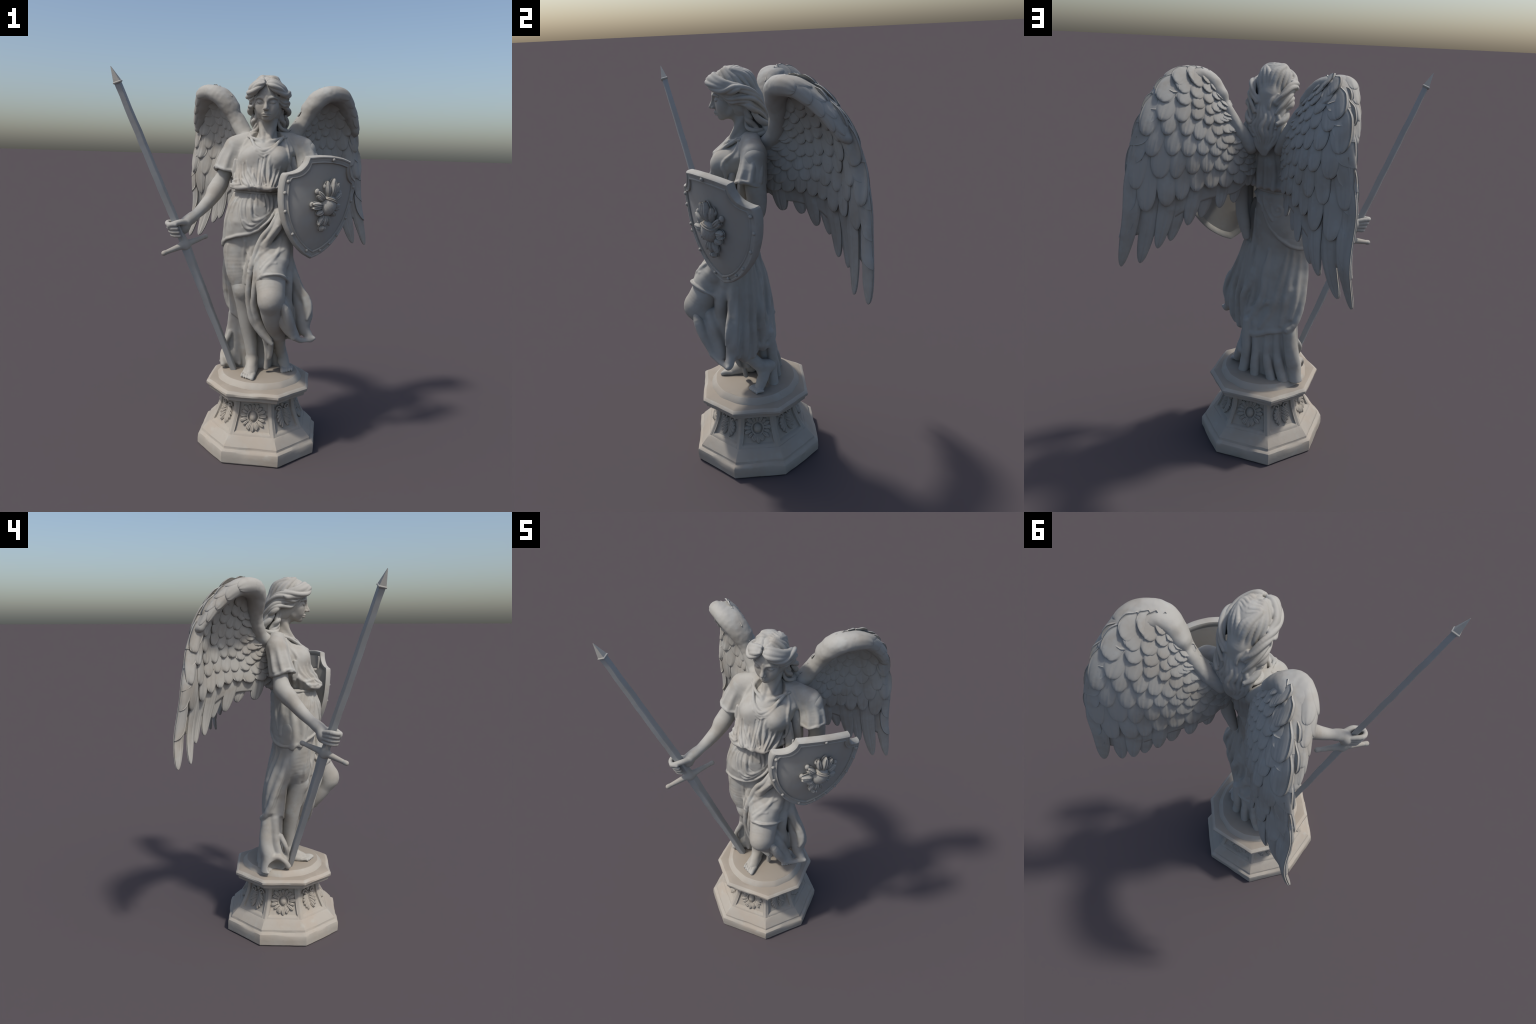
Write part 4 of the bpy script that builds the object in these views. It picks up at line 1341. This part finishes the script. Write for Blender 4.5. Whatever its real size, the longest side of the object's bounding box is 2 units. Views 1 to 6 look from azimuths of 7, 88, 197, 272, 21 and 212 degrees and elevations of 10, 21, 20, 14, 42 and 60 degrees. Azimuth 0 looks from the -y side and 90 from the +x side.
# overfold of the tunic below the belt
def hem_z(x, y):
    """The hem swings from low on the right hip up to the belt on the left, before and behind."""
    x, y = np.broadcast_arrays(x, y)
    front = np.interp(x, [-0.17, -0.125, -0.065, 0.0, 0.055, 0.104, 0.143, 0.16], [1.105, 1.150, 1.175, 1.190, 1.212, 1.270, 1.340, 1.380])
    rear = np.interp(x, [-0.17, -0.149, -0.082, -0.018, 0.04, 0.081, 0.13], [1.095, 1.100, 1.125, 1.168, 1.225, 1.320, 1.380])
    w = smoothstep(-0.15, -0.03, y)
    return (front * (1 - w) + rear * w).astype(f32)


pep_st = [(1.030, 0.000, -0.112, 0.150, 0.116), (1.150, -0.002, -0.118, 0.150, 0.124), (1.250, 0.003, -0.127, 0.146, 0.136), (1.330, 0.012, -0.124, 0.137, 0.133), (1.380, 0.018, -0.112, 0.126, 0.126), (1.412, 0.019, -0.111, 0.110, 0.110)]
cl = Clay((-0.205, -0.310, 1.040), (0.205, 0.075, 1.425), 0.0028)
pep = column(pep_st)
cl.shape(lambda X, Y, Z: np.maximum(pep(X, Y, Z), hem_z(X, Y) - Z), (-0.2, -0.3, 1.045), (0.2, 0.07, 1.42), 0.0)
S = np.array(sorted(pep_st))


def pep_ring(q, z, out=0.0):
    cx, cy, rx, ry = (np.interp(z, S[:, 0], S[:, i]) for i in range(1, 5))
    return V(cx + (rx + out) * math.cos(q), cy + (ry + out) * math.sin(q), z)


hem_line = []
for q in np.linspace(0, 2 * np.pi, 61):
    z = 1.2
    for _ in range(20):
        p = pep_ring(q, z, 0.002)
        z = 0.5 * z + 0.5 * float(np.clip(hem_z(p[0], p[1]), 1.05, 1.38))
    hem_line.append(pep_ring(q, z + 0.005, 0.000))
cl.tube(hem_line, 0.0070, 0.008, smooth=False)
for pts, r in [([(-0.015, 1.412), (-0.040, 1.365), (-0.042, 1.297), (-0.020, 1.236), (0.008, 1.221), (0.041, 1.238), (0.087, 1.277)], 0.0080), ([(0.015, 1.417), (0.006, 1.366), (0.012, 1.291), (0.028, 1.264), (0.061, 1.272), (0.099, 1.299)], 0.0075),
               ([(0.061, 1.423), (0.086, 1.378), (0.098, 1.320)], 0.006), ([(0.128, 1.408), (0.146, 1.360), (0.140, 1.310), (0.108, 1.262), (0.070, 1.222)], 0.011), ([(0.118, 1.405), (0.132, 1.347), (0.110, 1.278), (0.062, 1.228)], 0.008), ([(0.103, 1.410), (0.112, 1.340), (0.107, 1.310)], 0.006),
               ([(0.035, 1.412), (0.032, 1.375), (0.040, 1.340)], 0.006), ([(-0.035, 1.405), (-0.070, 1.360), (-0.090, 1.300)], 0.006), ([(-0.060, 1.400), (-0.106, 1.320), (-0.128, 1.242), (-0.132, 1.165)], 0.0070),
               ([(-0.028, 1.262), (0.000, 1.245), (0.022, 1.243), (0.050, 1.256)], 0.006), ([(0.048, 1.408), (0.052, 1.370)], 0.006), ([(0.080, 1.408), (0.074, 1.370), (0.078, 1.340)], 0.006)]:
    fold(cl, "-y", pts, [r * 0.35, r * 1.05, r * 1.15, r * 0.5], 0.006, 0.05)
for pts, r in [([(-0.026, 1.395), (-0.052, 1.350), (-0.054, 1.290), (-0.034, 1.230)], 0.004), ([(0.000, 1.400), (-0.014, 1.350), (-0.012, 1.290), (0.006, 1.250)], 0.0045), ([(0.028, 1.400), (0.022, 1.350), (0.026, 1.300), (0.050, 1.282)], 0.0045), ([(0.070, 1.400), (0.088, 1.340), (0.090, 1.310)], 0.004), ([(0.112, 1.395), (0.122, 1.340), (0.100, 1.280), (0.060, 1.240)], 0.0045)]:
    fold(cl, "-y", pts, [r * 0.4, r, r, r * 0.5], 0.005, -0.25, op="cut")
for pts, r in [([(-0.160, 1.390), (-0.150, 1.300), (-0.165, 1.200), (-0.150, 1.120)], 0.010), ([(-0.110, 1.395), (-0.105, 1.300), (-0.120, 1.180), (-0.105, 1.110)], 0.012), ([(-0.060, 1.390), (-0.050, 1.280), (-0.045, 1.180)], 0.010)]:
    fold(cl, "-x", pts, [r * 0.5, r, r], 0.016, 0.4)
for pts, r in [([(0.070, 1.395), (0.060, 1.330), (0.020, 1.260)], 0.009), ([(0.100, 1.390), (0.098, 1.340), (0.075, 1.300)], 0.008), ([(0.030, 1.345), (0.020, 1.300), (0.000, 1.286), (-0.024, 1.298), (-0.026, 1.322), (-0.010, 1.334), (0.000, 1.320), (-0.006, 1.312)], 0.0075), ([(-0.050, 1.395), (-0.070, 1.300), (-0.100, 1.200)], 0.010)]:
    fold(cl, "+y", pts, [r * 0.6, r, r * 0.8], 0.006, 0.2)
P, F = drop_islands(*cl.skin(1))
P = P + vertex_normals(P, F) * (vnoise(P, 40, 6) * 0.0012)[:, None]
add("overfold", P, F, clothing)

# ------------------------------------------------------------------ long skirt
cl = Clay((-0.245, -0.420, 0.400), (0.385, 0.125, 1.425), 0.0032)
skirt_body = column([(1.415, 0.019, -0.111, 0.104, 0.104), (1.360, 0.016, -0.113, 0.120, 0.118), (1.310, 0.010, -0.115, 0.128, 0.123), (1.200, 0.003, -0.114, 0.138, 0.124), (1.080, 0.000, -0.108, 0.144, 0.100), (0.980, -0.006, -0.064, 0.148, 0.086), (0.880, -0.012, -0.026, 0.148, 0.064), (0.800, -0.012, -0.018, 0.150, 0.063), (0.720, 0.000, -0.010, 0.148, 0.064), (0.600, 0.008, -0.004, 0.146, 0.062)], 2.2)
skirt_hem = lambda X: np.interp(X, [-0.19, -0.14, -0.06, 0.0, 0.08, 0.18], [0.790, 0.735, 0.685, 0.665, 0.625, 0.620]).astype(f32)
cl.shape(lambda X, Y, Z: np.maximum(skirt_body(X, Y, Z), (skirt_hem(X) - Z) * f32(0.8)), (-0.24, -0.28, 0.60), (0.26, 0.12, 1.415), 0.0)
cl.shape(column([(0.840, 0.000, -0.010, 0.122, 0.050), (0.720, 0.005, -0.010, 0.124, 0.054), (0.560, 0.000, -0.008, 0.124, 0.052), (0.405, -0.010, -0.004, 0.128, 0.052)], 2.2), (-0.2, -0.1, 0.405), (0.2, 0.1, 0.84), 0.015)
cl.ball((0.105, 0.090, 0.880), (0.090, 0.086, 0.200), 0.03, op="cut")
# cloth over both thighs
cl.tube([(-0.066, -0.112, 1.200), (-0.064, -0.118, 1.110), (-0.060, -0.134, 1.000), (-0.048, -0.140, 0.930), (-0.038, -0.138, 0.860)], [0.084, 0.087, 0.0760, 0.0610, 0.0440], 0.02)
cl.tube([(0.060, -0.125, 1.200), (0.085, -0.150, 1.120), (0.113, -0.226, 1.030), (0.121, -0.262, 0.985)], [0.086, 0.092, 0.0845, 0.0780], 0.03)
cl.ball((0.158, -0.395, 0.835), (0.15, 0.125, 0.142), 0.008, op="cut", axes=[unit(V(1, -0.1, 0.12)), unit(np.cross(unit(V(0.06, -0.62, -0.78)), V(1, 0, 0))), unit(V(0.06, -0.62, -0.78))])
cl.tube([(0.044, -0.240, 0.905), (0.060, -0.297, 0.965), (0.092, -0.333, 0.998), (0.135, -0.344, 1.010), (0.173, -0.326, 1.006), (0.199, -0.283, 0.984), (0.204, -0.235, 0.962)], 0.0065, 0.008)
# cloth hanging behind the raised thigh and shin
cl.tube([(0.110, -0.150, 1.050), (0.120, -0.190, 0.930), (0.128, -0.180, 0.820), (0.140, -0.130, 0.720), (0.150, -0.090, 0.640)], [0.070, 0.066, 0.058, 0.052, 0.040], 0.03)
cl.tube([(0.185, -0.150, 1.050), (0.196, -0.195, 0.950), (0.200, -0.205, 0.860), (0.212, -0.180, 0.770), (0.226, -0.160, 0.690)], [0.034, 0.034, 0.032, 0.032, 0.028], 0.03)
# gathered cloth on the left hip, tucked behind the shield
cl.tube([(0.120, -0.140, 1.310), (0.150, -0.160, 1.220), (0.160, -0.190, 1.130), (0.165, -0.220, 1.060)], [0.030, 0.046, 0.050, 0.046], 0.02)
cl.tube([(0.150, -0.120, 1.320), (0.188, -0.140, 1.220), (0.200, -0.160, 1.120), (0.205, -0.175, 1.020)], [0.014, 0.020, 0.024, 0.024], 0.012)
# left side: mantle swinging out behind the raised knee
cl.tube([(0.170, -0.120, 1.110), (0.222, -0.140, 0.990), (0.262, -0.150, 0.900), (0.308, -0.165, 0.830), (0.312, -0.165, 0.760), (0.300, -0.168, 0.700), (0.328, -0.182, 0.652)], [0.034, 0.028, 0.026, 0.025, 0.025, 0.026, 0.022], 0.02)
for i, (x, y, zb, r) in enumerate([(0.292, -0.165, 0.662, 0.026), (0.268, -0.140, 0.636, 0.025), (0.243, -0.115, 0.612, 0.027), (0.217, -0.090, 0.598, 0.024), (0.190, -0.072, 0.590, 0.025), (0.165, -0.052, 0.600, 0.024), (0.140, -0.034, 0.612, 0.025)]):
    w = 0.004 * (-1) ** i      # pleats fan down from the hip to the hem
    cl.tube([(0.150 + 0.012 * (3 - i) * 0.5, -0.085 + 0.006 * (i - 3), 1.080), (0.5 * x + 0.078, 0.55 * y - 0.040, 0.930), (0.80 * x + 0.033 + w, 0.82 * y - 0.016, 0.790), (x, y, 0.690), (x + 0.004, y - 0.006, zb + r)], [0.026, 0.028, 0.030 + w, r + w, r * 0.8], 0.012)
# swag from under the knee to the flying corner
cl.tube([(0.150, -0.330, 0.915), (0.176, -0.334, 0.872), (0.206, -0.322, 0.828), (0.224, -0.304, 0.770), (0.236, -0.280, 0.715), (0.252, -0.266, 0.672)], [0.006, 0.012, 0.022, 0.024, 0.022, 0.013], 0.02)
cl.tube([(0.150, -0.285, 0.830), (0.192, -0.272, 0.765), (0.222, -0.252, 0.705), (0.250, -0.240, 0.665)], [0.030, 0.034, 0.028, 0.016], 0.02)
cl.tube([(0.176, -0.262, 0.850), (0.206, -0.245, 0.780), (0.230, -0.228, 0.712), (0.262, -0.215, 0.655)], [0.034, 0.034, 0.030, 0.020], 0.02)
cl.tube([(0.252, -0.266, 0.668), (0.292, -0.222, 0.640), (0.328, -0.192, 0.638), (0.354, -0.190, 0.648)], [0.011, 0.015, 0.016, 0.010], 0.014)
cl.ball((0.300, -0.200, 0.598), (0.046, 0.050, 0.034), 0.012, op="cut")
# falling folds between the legs, hung from the left of the belt
cl.tube([(0.118, -0.175, 1.315), (0.150, -0.215, 1.300), (0.150, -0.245, 1.250), (0.118, -0.250, 1.190), (0.085, -0.255, 1.130)], [0.020, 0.026, 0.026, 0.022, 0.016], 0.012)
cl.tube([(0.140, -0.240, 1.300), (0.112, -0.256, 1.235), (0.064, -0.250, 1.165), (0.026, -0.256, 1.045), (0.010, -0.260, 0.949), (0.008, -0.246, 0.852), (0.028, -0.226, 0.740), (0.080, -0.212, 0.660), (0.132, -0.206, 0.606)], [0.008, 0.012, 0.015, 0.0150, 0.0150, 0.0150, 0.0170, 0.0170, 0.012], 0.006)
cl.tube([(0.120, -0.215, 1.260), (0.088, -0.240, 1.190), (0.052, -0.268, 1.040), (0.040, -0.272, 0.900), (0.042, -0.238, 0.793), (0.076, -0.205, 0.690), (0.122, -0.190, 0.620)], [0.010, 0.013, 0.0140, 0.0150, 0.0170, 0.020, 0.014], 0.006)
cl.tube([(0.030, -0.222, 1.150), (-0.002, -0.222, 1.040), (-0.018, -0.205, 0.940), (-0.012, -0.180, 0.840), (0.008, -0.160, 0.740)], [0.008, 0.010, 0.011, 0.012, 0.010], 0.008)
cl.tube([(0.035, -0.185, 1.050), (0.038, -0.200, 0.920), (0.045, -0.185, 0.800), (0.075, -0.155, 0.700), (0.100, -0.115, 0.610), (0.105, -0.095, 0.500)], [0.055, 0.050, 0.042, 0.036, 0.028, 0.018], 0.015)
cl.tube([(0.078, -0.150, 0.650), (0.104, -0.138, 0.560), (0.100, -0.120, 0.490), (0.098, -0.110, 0.435)], [0.014, 0.016, 0.012, 0.014], 0.008)
cl.tube([(0.128, -0.165, 0.600), (0.120, -0.140, 0.520), (0.108, -0.125, 0.490)], [0.014, 0.012, 0.006], 0.006)
# creases of the stretched cloth
for pts, r in [([(0.188, 1.205), (0.118, 1.140), (0.060, 1.087), (0.035, 1.040)], 0.008), ([(0.180, 1.120), (0.120, 1.080), (0.075, 1.030)], 0.007), ([(-0.034, 1.180), (-0.006, 1.106), (0.008, 1.000)], 0.008), ([(-0.004, 1.180), (0.012, 1.098), (0.016, 1.020)], 0.008),
               ([(-0.115, 1.120), (-0.120, 1.000), (-0.100, 0.920)], 0.008), ([(0.150, 1.060), (0.110, 1.050), (0.080, 1.010)], 0.005)]:
    fold(cl, "-y", pts, [r * 0.5, r, r * 0.6], 0.010, 0.35)
for pts, r in [([(-0.020, 1.150), (-0.028, 1.050), (-0.012, 0.930)], 0.007), ([(0.165, 1.170), (0.150, 1.100), (0.105, 1.040), (0.078, 0.990)], 0.007), ([(0.150, 1.240), (0.110, 1.185), (0.072, 1.140)], 0.007)]:
    fold(cl, "-y", pts, [r * 0.4, r, r * 0.5], 0.012, 0.3)
for pts, r in [([(0.100, 1.000), (0.060, 0.880), (0.010, 0.760), (-0.020, 0.680)], 0.010), ([(-0.120, 1.000), (-0.135, 0.880), (-0.150, 0.760), (-0.150, 0.690)], 0.012), ([(-0.160, 0.950), (-0.175, 0.850), (-0.190, 0.750)], 0.010)]:
    fold(cl, "+x", pts, [r * 0.4, r, r * 1.1, r * 0.7], 0.010, 0.2)
# panels on the right flank: the outer one falls back in a slanting edge, leaving a deep hollow
cl.tube([(-0.172, -0.118, 0.990), (-0.172, -0.090, 0.890), (-0.166, -0.062, 0.790), (-0.160, -0.045, 0.700)], [0.024, 0.042, 0.050, 0.046], 0.012, op="cut")
cl.tube([(-0.132, -0.092, 1.100), (-0.148, -0.062, 0.990), (-0.152, -0.026, 0.880), (-0.146, 0.008, 0.785), (-0.128, 0.036, 0.722), (-0.100, 0.056, 0.695)], [0.012, 0.016, 0.018, 0.018, 0.016, 0.012], 0.012)
cl.tube([(-0.168, -0.085, 0.980), (-0.172, -0.052, 0.880), (-0.168, -0.022, 0.790), (-0.160, 0.000, 0.730)], [0.010, 0.016, 0.018, 0.014], 0.008, op="cut")
cl.tube([(-0.112, -0.112, 1.080), (-0.118, -0.070, 0.960), (-0.112, -0.046, 0.820), (-0.104, -0.040, 0.725)], [0.014, 0.015, 0.016, 0.013], 0.012)
cl.tube([(-0.090, -0.005, 0.900), (-0.090, -0.002, 0.760), (-0.090, 0.000, 0.600)], [0.036, 0.038, 0.034], 0.02)
# back: long folds bowing to the left, caught in a rolled hem
for pts, r in [([(0.124, 1.290), (0.132, 1.100), (0.147, 0.915), (0.177, 0.760)], 0.013), ([(0.092, 1.150), (0.096, 0.980), (0.106, 0.840), (0.150, 0.680)], 0.012), ([(-0.064, 1.112), (-0.044, 0.947), (-0.010, 0.800), (0.045, 0.690)], 0.013),
               ([(-0.092, 1.116), (-0.080, 0.887), (-0.060, 0.720)], 0.012), ([(0.030, 1.100), (0.040, 0.900), (0.075, 0.740), (0.085, 0.690)], 0.010), ([(-0.120, 1.080), (-0.125, 0.900), (-0.110, 0.760)], 0.010)]:
    fold(cl, "+y", pts, [r * 0.4, r * 1.1, r * 1.3, r * 0.8], 0.012, 0.30)
fold(cl, "+y", [(0.205, 0.720), (0.165, 0.650), (0.079, 0.640), (0.000, 0.672), (-0.059, 0.682), (-0.100, 0.705), (-0.125, 0.730)], [0.006, 0.012, 0.012, 0.012, 0.012, 0.010, 0.004], 0.012, 0.4)
for y0, r in ((-0.060, 0.014), (-0.015, 0.014), (0.025, 0.012), (-0.100, 0.014)):
    fold(cl, "+x", [(y0 * 0.6 - 0.02, 1.100), (y0 * 0.9, 0.900), (y0, 0.760), (y0 * 1.1, 0.620)], [r * 0.3, r * 1.2, r * 1.4, r * 1.1], 0.014, 0.25)
# under-skirt falling to the ground behind
for x0, x1, x2, y2, r in ((0.128, 0.124, 0.140, 0.040, 0.022), (0.078, 0.070, 0.066, 0.062, 0.020), (0.012, 0.010, -0.030, 0.072, 0.020), (-0.036, -0.048, -0.092, 0.062, 0.022), (-0.100, -0.125, -0.150, 0.030, 0.032)):
    cl.tube([(x0, 0.024, 0.700), (x1, 0.034, 0.560), (x1 * 0.6 + x2 * 0.4, y2 * 0.9 - 0.010, 0.480), (x2, y2 - 0.008, 0.402)], [r * 1.1, r * 1.15, r * 1.25, r * 1.25], 0.007)
cl.tube([(-0.115, -0.015, 0.700), (-0.120, -0.022, 0.580), (-0.122, -0.040, 0.500), (-0.118, -0.062, 0.450)], [0.020, 0.024, 0.026, 0.020], 0.014)
cl.tube([(-0.085, -0.025, 0.700), (-0.082, -0.034, 0.580), (-0.070, -0.050, 0.480), (-0.060, -0.065, 0.432)], [0.018, 0.020, 0.018, 0.012], 0.012)
# folded pool of cloth beside the sword point
cl.ball((-0.116, -0.030, 0.450), (0.046, 0.066, 0.060), 0.02)
cl.tube([(-0.122, 0.030, 0.470), (-0.150, 0.005, 0.482), (-0.158, -0.040, 0.488), (-0.154, -0.072, 0.462), (-0.146, -0.092, 0.432)], [0.014, 0.013, 0.013, 0.016, 0.016], 0.012)
cl.ball((-0.176, -0.026, 0.430), (0.062, 0.048, 0.042), 0.008, op="cut")
cl.tube([(-0.120, -0.050, 0.600), (-0.140, -0.080, 0.540), (-0.112, -0.088, 0.470)], [0.016, 0.013, 0.012], 0.010)
P, F = drop_islands(*cl.skin(1))
P = P + vertex_normals(P, F) * (vnoise(P, 36, 8) * 0.0012)[:, None]
P[:, 2] = np.maximum(P[:, 2], 0.4035)
add("skirt", P, F, clothing)

# ------------------------------------------------------------------ end of the mantle, hanging under the shield arm
cl = Clay((0.12, -0.22, 1.06), (0.27, 0.03, 1.62), 0.003)
cl.tube([(0.190, -0.050, 1.570), (0.206, -0.060, 1.480), (0.208, -0.058, 1.380), (0.200, -0.052, 1.290), (0.184, -0.048, 1.210), (0.172, -0.050, 1.140)], [0.024, 0.032, 0.033, 0.031, 0.028, 0.020], 0.01)
cl.tube([(0.176, -0.110, 1.530), (0.192, -0.125, 1.440), (0.200, -0.132, 1.340), (0.200, -0.140, 1.230), (0.192, -0.150, 1.130)], [0.018, 0.026, 0.029, 0.030, 0.026], 0.012)
for pts, r in [([(-0.035, 1.540), (-0.030, 1.400), (-0.030, 1.260), (-0.040, 1.170)], 0.008), ([(-0.075, 1.540), (-0.082, 1.400), (-0.085, 1.260), (-0.090, 1.150)], 0.007), ([(-0.130, 1.500), (-0.140, 1.360), (-0.150, 1.220), (-0.155, 1.140)], 0.008)]:
    fold(cl, "+x", pts, [r * 0.4, r, r * 1.2, r * 0.5], 0.008, 0.2)
P, F = drop_islands(*cl.skin(1))
add("mantle", P, F, clothing)


# ------------------------------------------------------------------ hair
HC = V(0.057, -0.072, 1.882)
cl = Clay((-0.085, -0.228, 1.565), (0.200, 0.125, 2.012), 0.0022)
hair_ax = [V(1, 0, 0), unit(V(0, 1, 0.22)), unit(V(0, -0.22, 1))]
cl.ball(HC, (0.076, 0.092, 0.112), 0.0, axes=hair_ax)
cl.ball((0.057, -0.034, 1.830), (0.064, 0.056, 0.085), 0.03)


def cap(az, el, out=0.0):
    """Point on the cap: az 0 at the brow, 90 at the left ear, 180 at the nape; el 90 at the crown."""
    a, e = math.radians(az), math.radians(el)
    v = V(math.sin(a) * math.cos(e) * (0.080 + out), -math.cos(a) * math.cos(e) * (0.096 + out), math.sin(e) * (0.116 + out))
    return HC + v[0] * hair_ax[0] + v[1] * hair_ax[1] + v[2] * hair_ax[2]


# combed strands: they leave the parting one behind the other and sweep back and down
for sg in (-1, 1):
    for i, q in enumerate(np.linspace(0, 1, 9)):
        az0, el0 = (0.0, 34 + 92 * q) if q < 0.6 else (180.0, 180 - (34 + 92 * q))
        start = cap(az0, el0, -0.009) + V(sg * 0.007, 0, 0)
        a1 = 26 + 140 * q
        pts = [start, cap(sg * (14 + 110 * q), 62 - 22 * abs(q - 0.5), -0.0030), cap(sg * (a1 + 4), 30, -0.0030), cap(sg * min(a1 + 18, 176), 0, -0.004), cap(sg * min(a1 + 22, 177), -22, -0.008)]
        r = 0.0118 + 0.0022 * math.sin(i * 2.1 + sg)
        cl.tube(pts, [r * 0.50, r * 0.95, r * 1.05, r * 0.9, r * 0.6], 0.0025, n=22)
cl.tube([cap(0, 20, 0.005), cap(0, 45, 0.004), cap(0, 66, 0.004), cap(0, 88, 0.004), cap(180, 80, 0.003)], [0.005, 0.0042, 0.0040, 0.0035, 0.002], 0.006, op="cut")
# face opening
cl.ball(hp(0, 0.084, -0.046), (0.059, 0.056, 0.094), 0.004, op="cut", axes=HAX)
cl.ball(hp(0, 0.060, -0.100), (0.062, 0.075, 0.080), 0.004, op="cut", axes=HAX)


def rope(center, radii, strands, turns, k=0.003, n=30, phase=0.0, r_in=0.56):
    """A lock of hair: a few strands winding round a curve."""
    Q = spline(np.column_stack([np.asarray(center, float), np.interp(np.linspace(0, 1, len(center)), np.linspace(0, 1, len(radii)), radii)]), n)
    C, R = Q[:, :3], np.maximum(Q[:, 3], 0.002)
    T = np.gradient(C, axis=0)
    T /= np.linalg.norm(T, axis=1)[:, None]
    up = np.array([0.1, 0.2, 1.0])
    A = np.cross(T, up)
    A /= np.linalg.norm(A, axis=1)[:, None] + 1e-9
    B = np.cross(A, T)
    for j in range(strands):
        ph = 2 * np.pi * (j / strands + turns * np.linspace(0, 1, n)) + phase
        P = C + A * (np.cos(ph) * R * (1 - r_in))[:, None] + B * (np.sin(ph) * R * (1 - r_in))[:, None]
        cl.tube(P, R * r_in, k, smooth=False)


def sided(sg, rows):
    return [V(0.058 + sg * x, y, z) for x, y, z in rows]


for sg in (-1, 1):
    j = 0.005 * sg
    # rolled bandeau: full lobe beside the parting, out over the temple, then back to the nape
    rope(sided(sg, [(0.010, -0.187, 1.941), (0.034, -0.186, 1.927), (0.062, -0.168, 1.908 + j * 0.5), (0.085, -0.128, 1.897), (0.097, -0.074, 1.903 + j), (0.092, -0.020, 1.892), (0.072, 0.022, 1.858), (0.046, 0.040, 1.822)]),
         [0.010, 0.0190, 0.0195, 0.0195, 0.0210, 0.0190, 0.0160, 0.013], 3, 0.9 * sg, phase=1.2, n=36)
    for dz, dr in ((0.0, 1.0), (0.014, 0.8)):      # full lobes joining the roll to the crown
        cl.tube(sided(sg, [(0.013, -0.180 + dz, 1.944 + dz), (0.037, -0.175 + dz, 1.938 + dz), (0.064, -0.150 + dz * 0.6, 1.925 + dz), (0.086, -0.108, 1.916 + dz * 0.7), (0.090, -0.060, 1.914)]), np.array([0.011, 0.0185, 0.0185, 0.015, 0.009]) * dr, 0.005, n=24)
    # flicked end at the temple
    cl.tube(sided(sg, [(0.072, -0.140, 1.892), (0.094, -0.098, 1.888), (0.108, -0.072, 1.890 + j), (0.114, -0.058, 1.895 + j)]), [0.007, 0.0120, 0.0115, 0.006], 0.003, n=18)
    # second and third waves over the ear
    rope(sided(sg, [(0.062, -0.140, 1.880), (0.080, -0.105, 1.865), (0.094, -0.055, 1.868), (0.092, -0.005, 1.858), (0.072, 0.034, 1.818), (0.052, 0.056, 1.778)]), [0.007, 0.0145, 0.0175, 0.0175, 0.0160, 0.012], 2, 0.7 * sg, n=30, phase=0.6)
    rope(sided(sg, [(0.060, -0.126, 1.862), (0.076, -0.090, 1.843), (0.092, -0.045, 1.842), (0.096, -0.008, 1.828), (0.078, 0.030, 1.795), (0.060, 0.062, 1.748)]), [0.006, 0.0130, 0.0165, 0.0175, 0.0160, 0.011], 2, 0.8 * sg, n=30, phase=2.2)
    cl.tube(sided(sg, [(0.086, -0.030, 1.832), (0.103, -0.020, 1.826), (0.104, 0.000, 1.812), (0.090, 0.018, 1.800)]), [0.008, 0.0120, 0.0125, 0.008], 0.003, n=18)
    # ringlets behind the ear, down on to the shoulder
    rope(sided(sg, [(0.066, -0.030, 1.826), (0.064, -0.026, 1.792), (0.074, -0.020, 1.768), (0.070, -0.004, 1.742), (0.078, 0.010, 1.722)]), [0.014, 0.0175, 0.0205, 0.0200, 0.015], 2, 0.8 * sg, n=24)
    rope(sided(sg, [(0.058, -0.022, 1.790), (0.056, -0.028, 1.755), (0.066, -0.022, 1.728), (0.086, 0.000, 1.712), (0.080, 0.038, 1.712), (0.060, 0.072, 1.720)]), [0.012, 0.0145, 0.0180, 0.0190, 0.0180, 0.011], 2, 0.9 * sg, n=28, phase=1.0)
    cl.tube(sided(sg, [(0.085, 0.000, 1.795), (0.092, 0.022, 1.768), (0.084, 0.050, 1.748), (0.066, 0.074, 1.735)]), [0.010, 0.0145, 0.0145, 0.010], 0.003, n=20)
    cl.tube(sided(sg, [(0.080, 0.018, 1.702), (0.064, 0.052, 1.694), (0.040, 0.076, 1.678)]), [0.010, 0.0145, 0.010], 0.003, n=16)
# nape and tail of wavy locks running to a point between the wings
cl.tube([(0.057, 0.000, 1.850), (0.057, 0.012, 1.800), (0.057, 0.026, 1.740), (0.055, 0.036, 1.680), (0.052, 0.040, 1.625)], [0.050, 0.047, 0.049, 0.036, 0.014], 0.02)
for i, x in enumerate((-0.064, -0.048, -0.032, -0.016, 0.0, 0.016, 0.032, 0.048, 0.064)):
    w = 0.007 + 0.002 * math.sin(i * 2.4)
    d = 0.003 * ((i * 3) % 4 - 1.5)
    cl.tube([(0.057 + x * 0.70, 0.028 - abs(x) * 0.15, 1.842), (0.057 + x * 0.90 + w, 0.052 - abs(x) * 0.35, 1.800), (0.057 + x * 1.18 - w, 0.078 - abs(x) * 0.55 + d, 1.755), (0.057 + x * 1.30 + w, 0.088 - abs(x) * 0.5 - d, 1.712), (0.054 + x * 0.95 - w * 0.6, 0.088 - abs(x) * 0.4, 1.672), (0.052 + x * 0.45, 0.078, 1.625), (0.051 + x * 0.15, 0.068, 1.592 + 0.012 * (i % 2))],
            [0.0095, 0.0108, 0.0122, 0.0125, 0.0115, 0.0090, 0.006], 0.0022, n=34)
rope([(0.010, 0.022, 1.858), (0.026, 0.040, 1.835), (0.042, 0.050, 1.806), (0.045, 0.056, 1.778)], [0.012, 0.016, 0.015, 0.009], 2, 0.6, n=18)
P, F = drop_islands(*cl.skin(1))
add_split(P, F, [("hair", lambda c: c[:, 2] > 0)], figure)
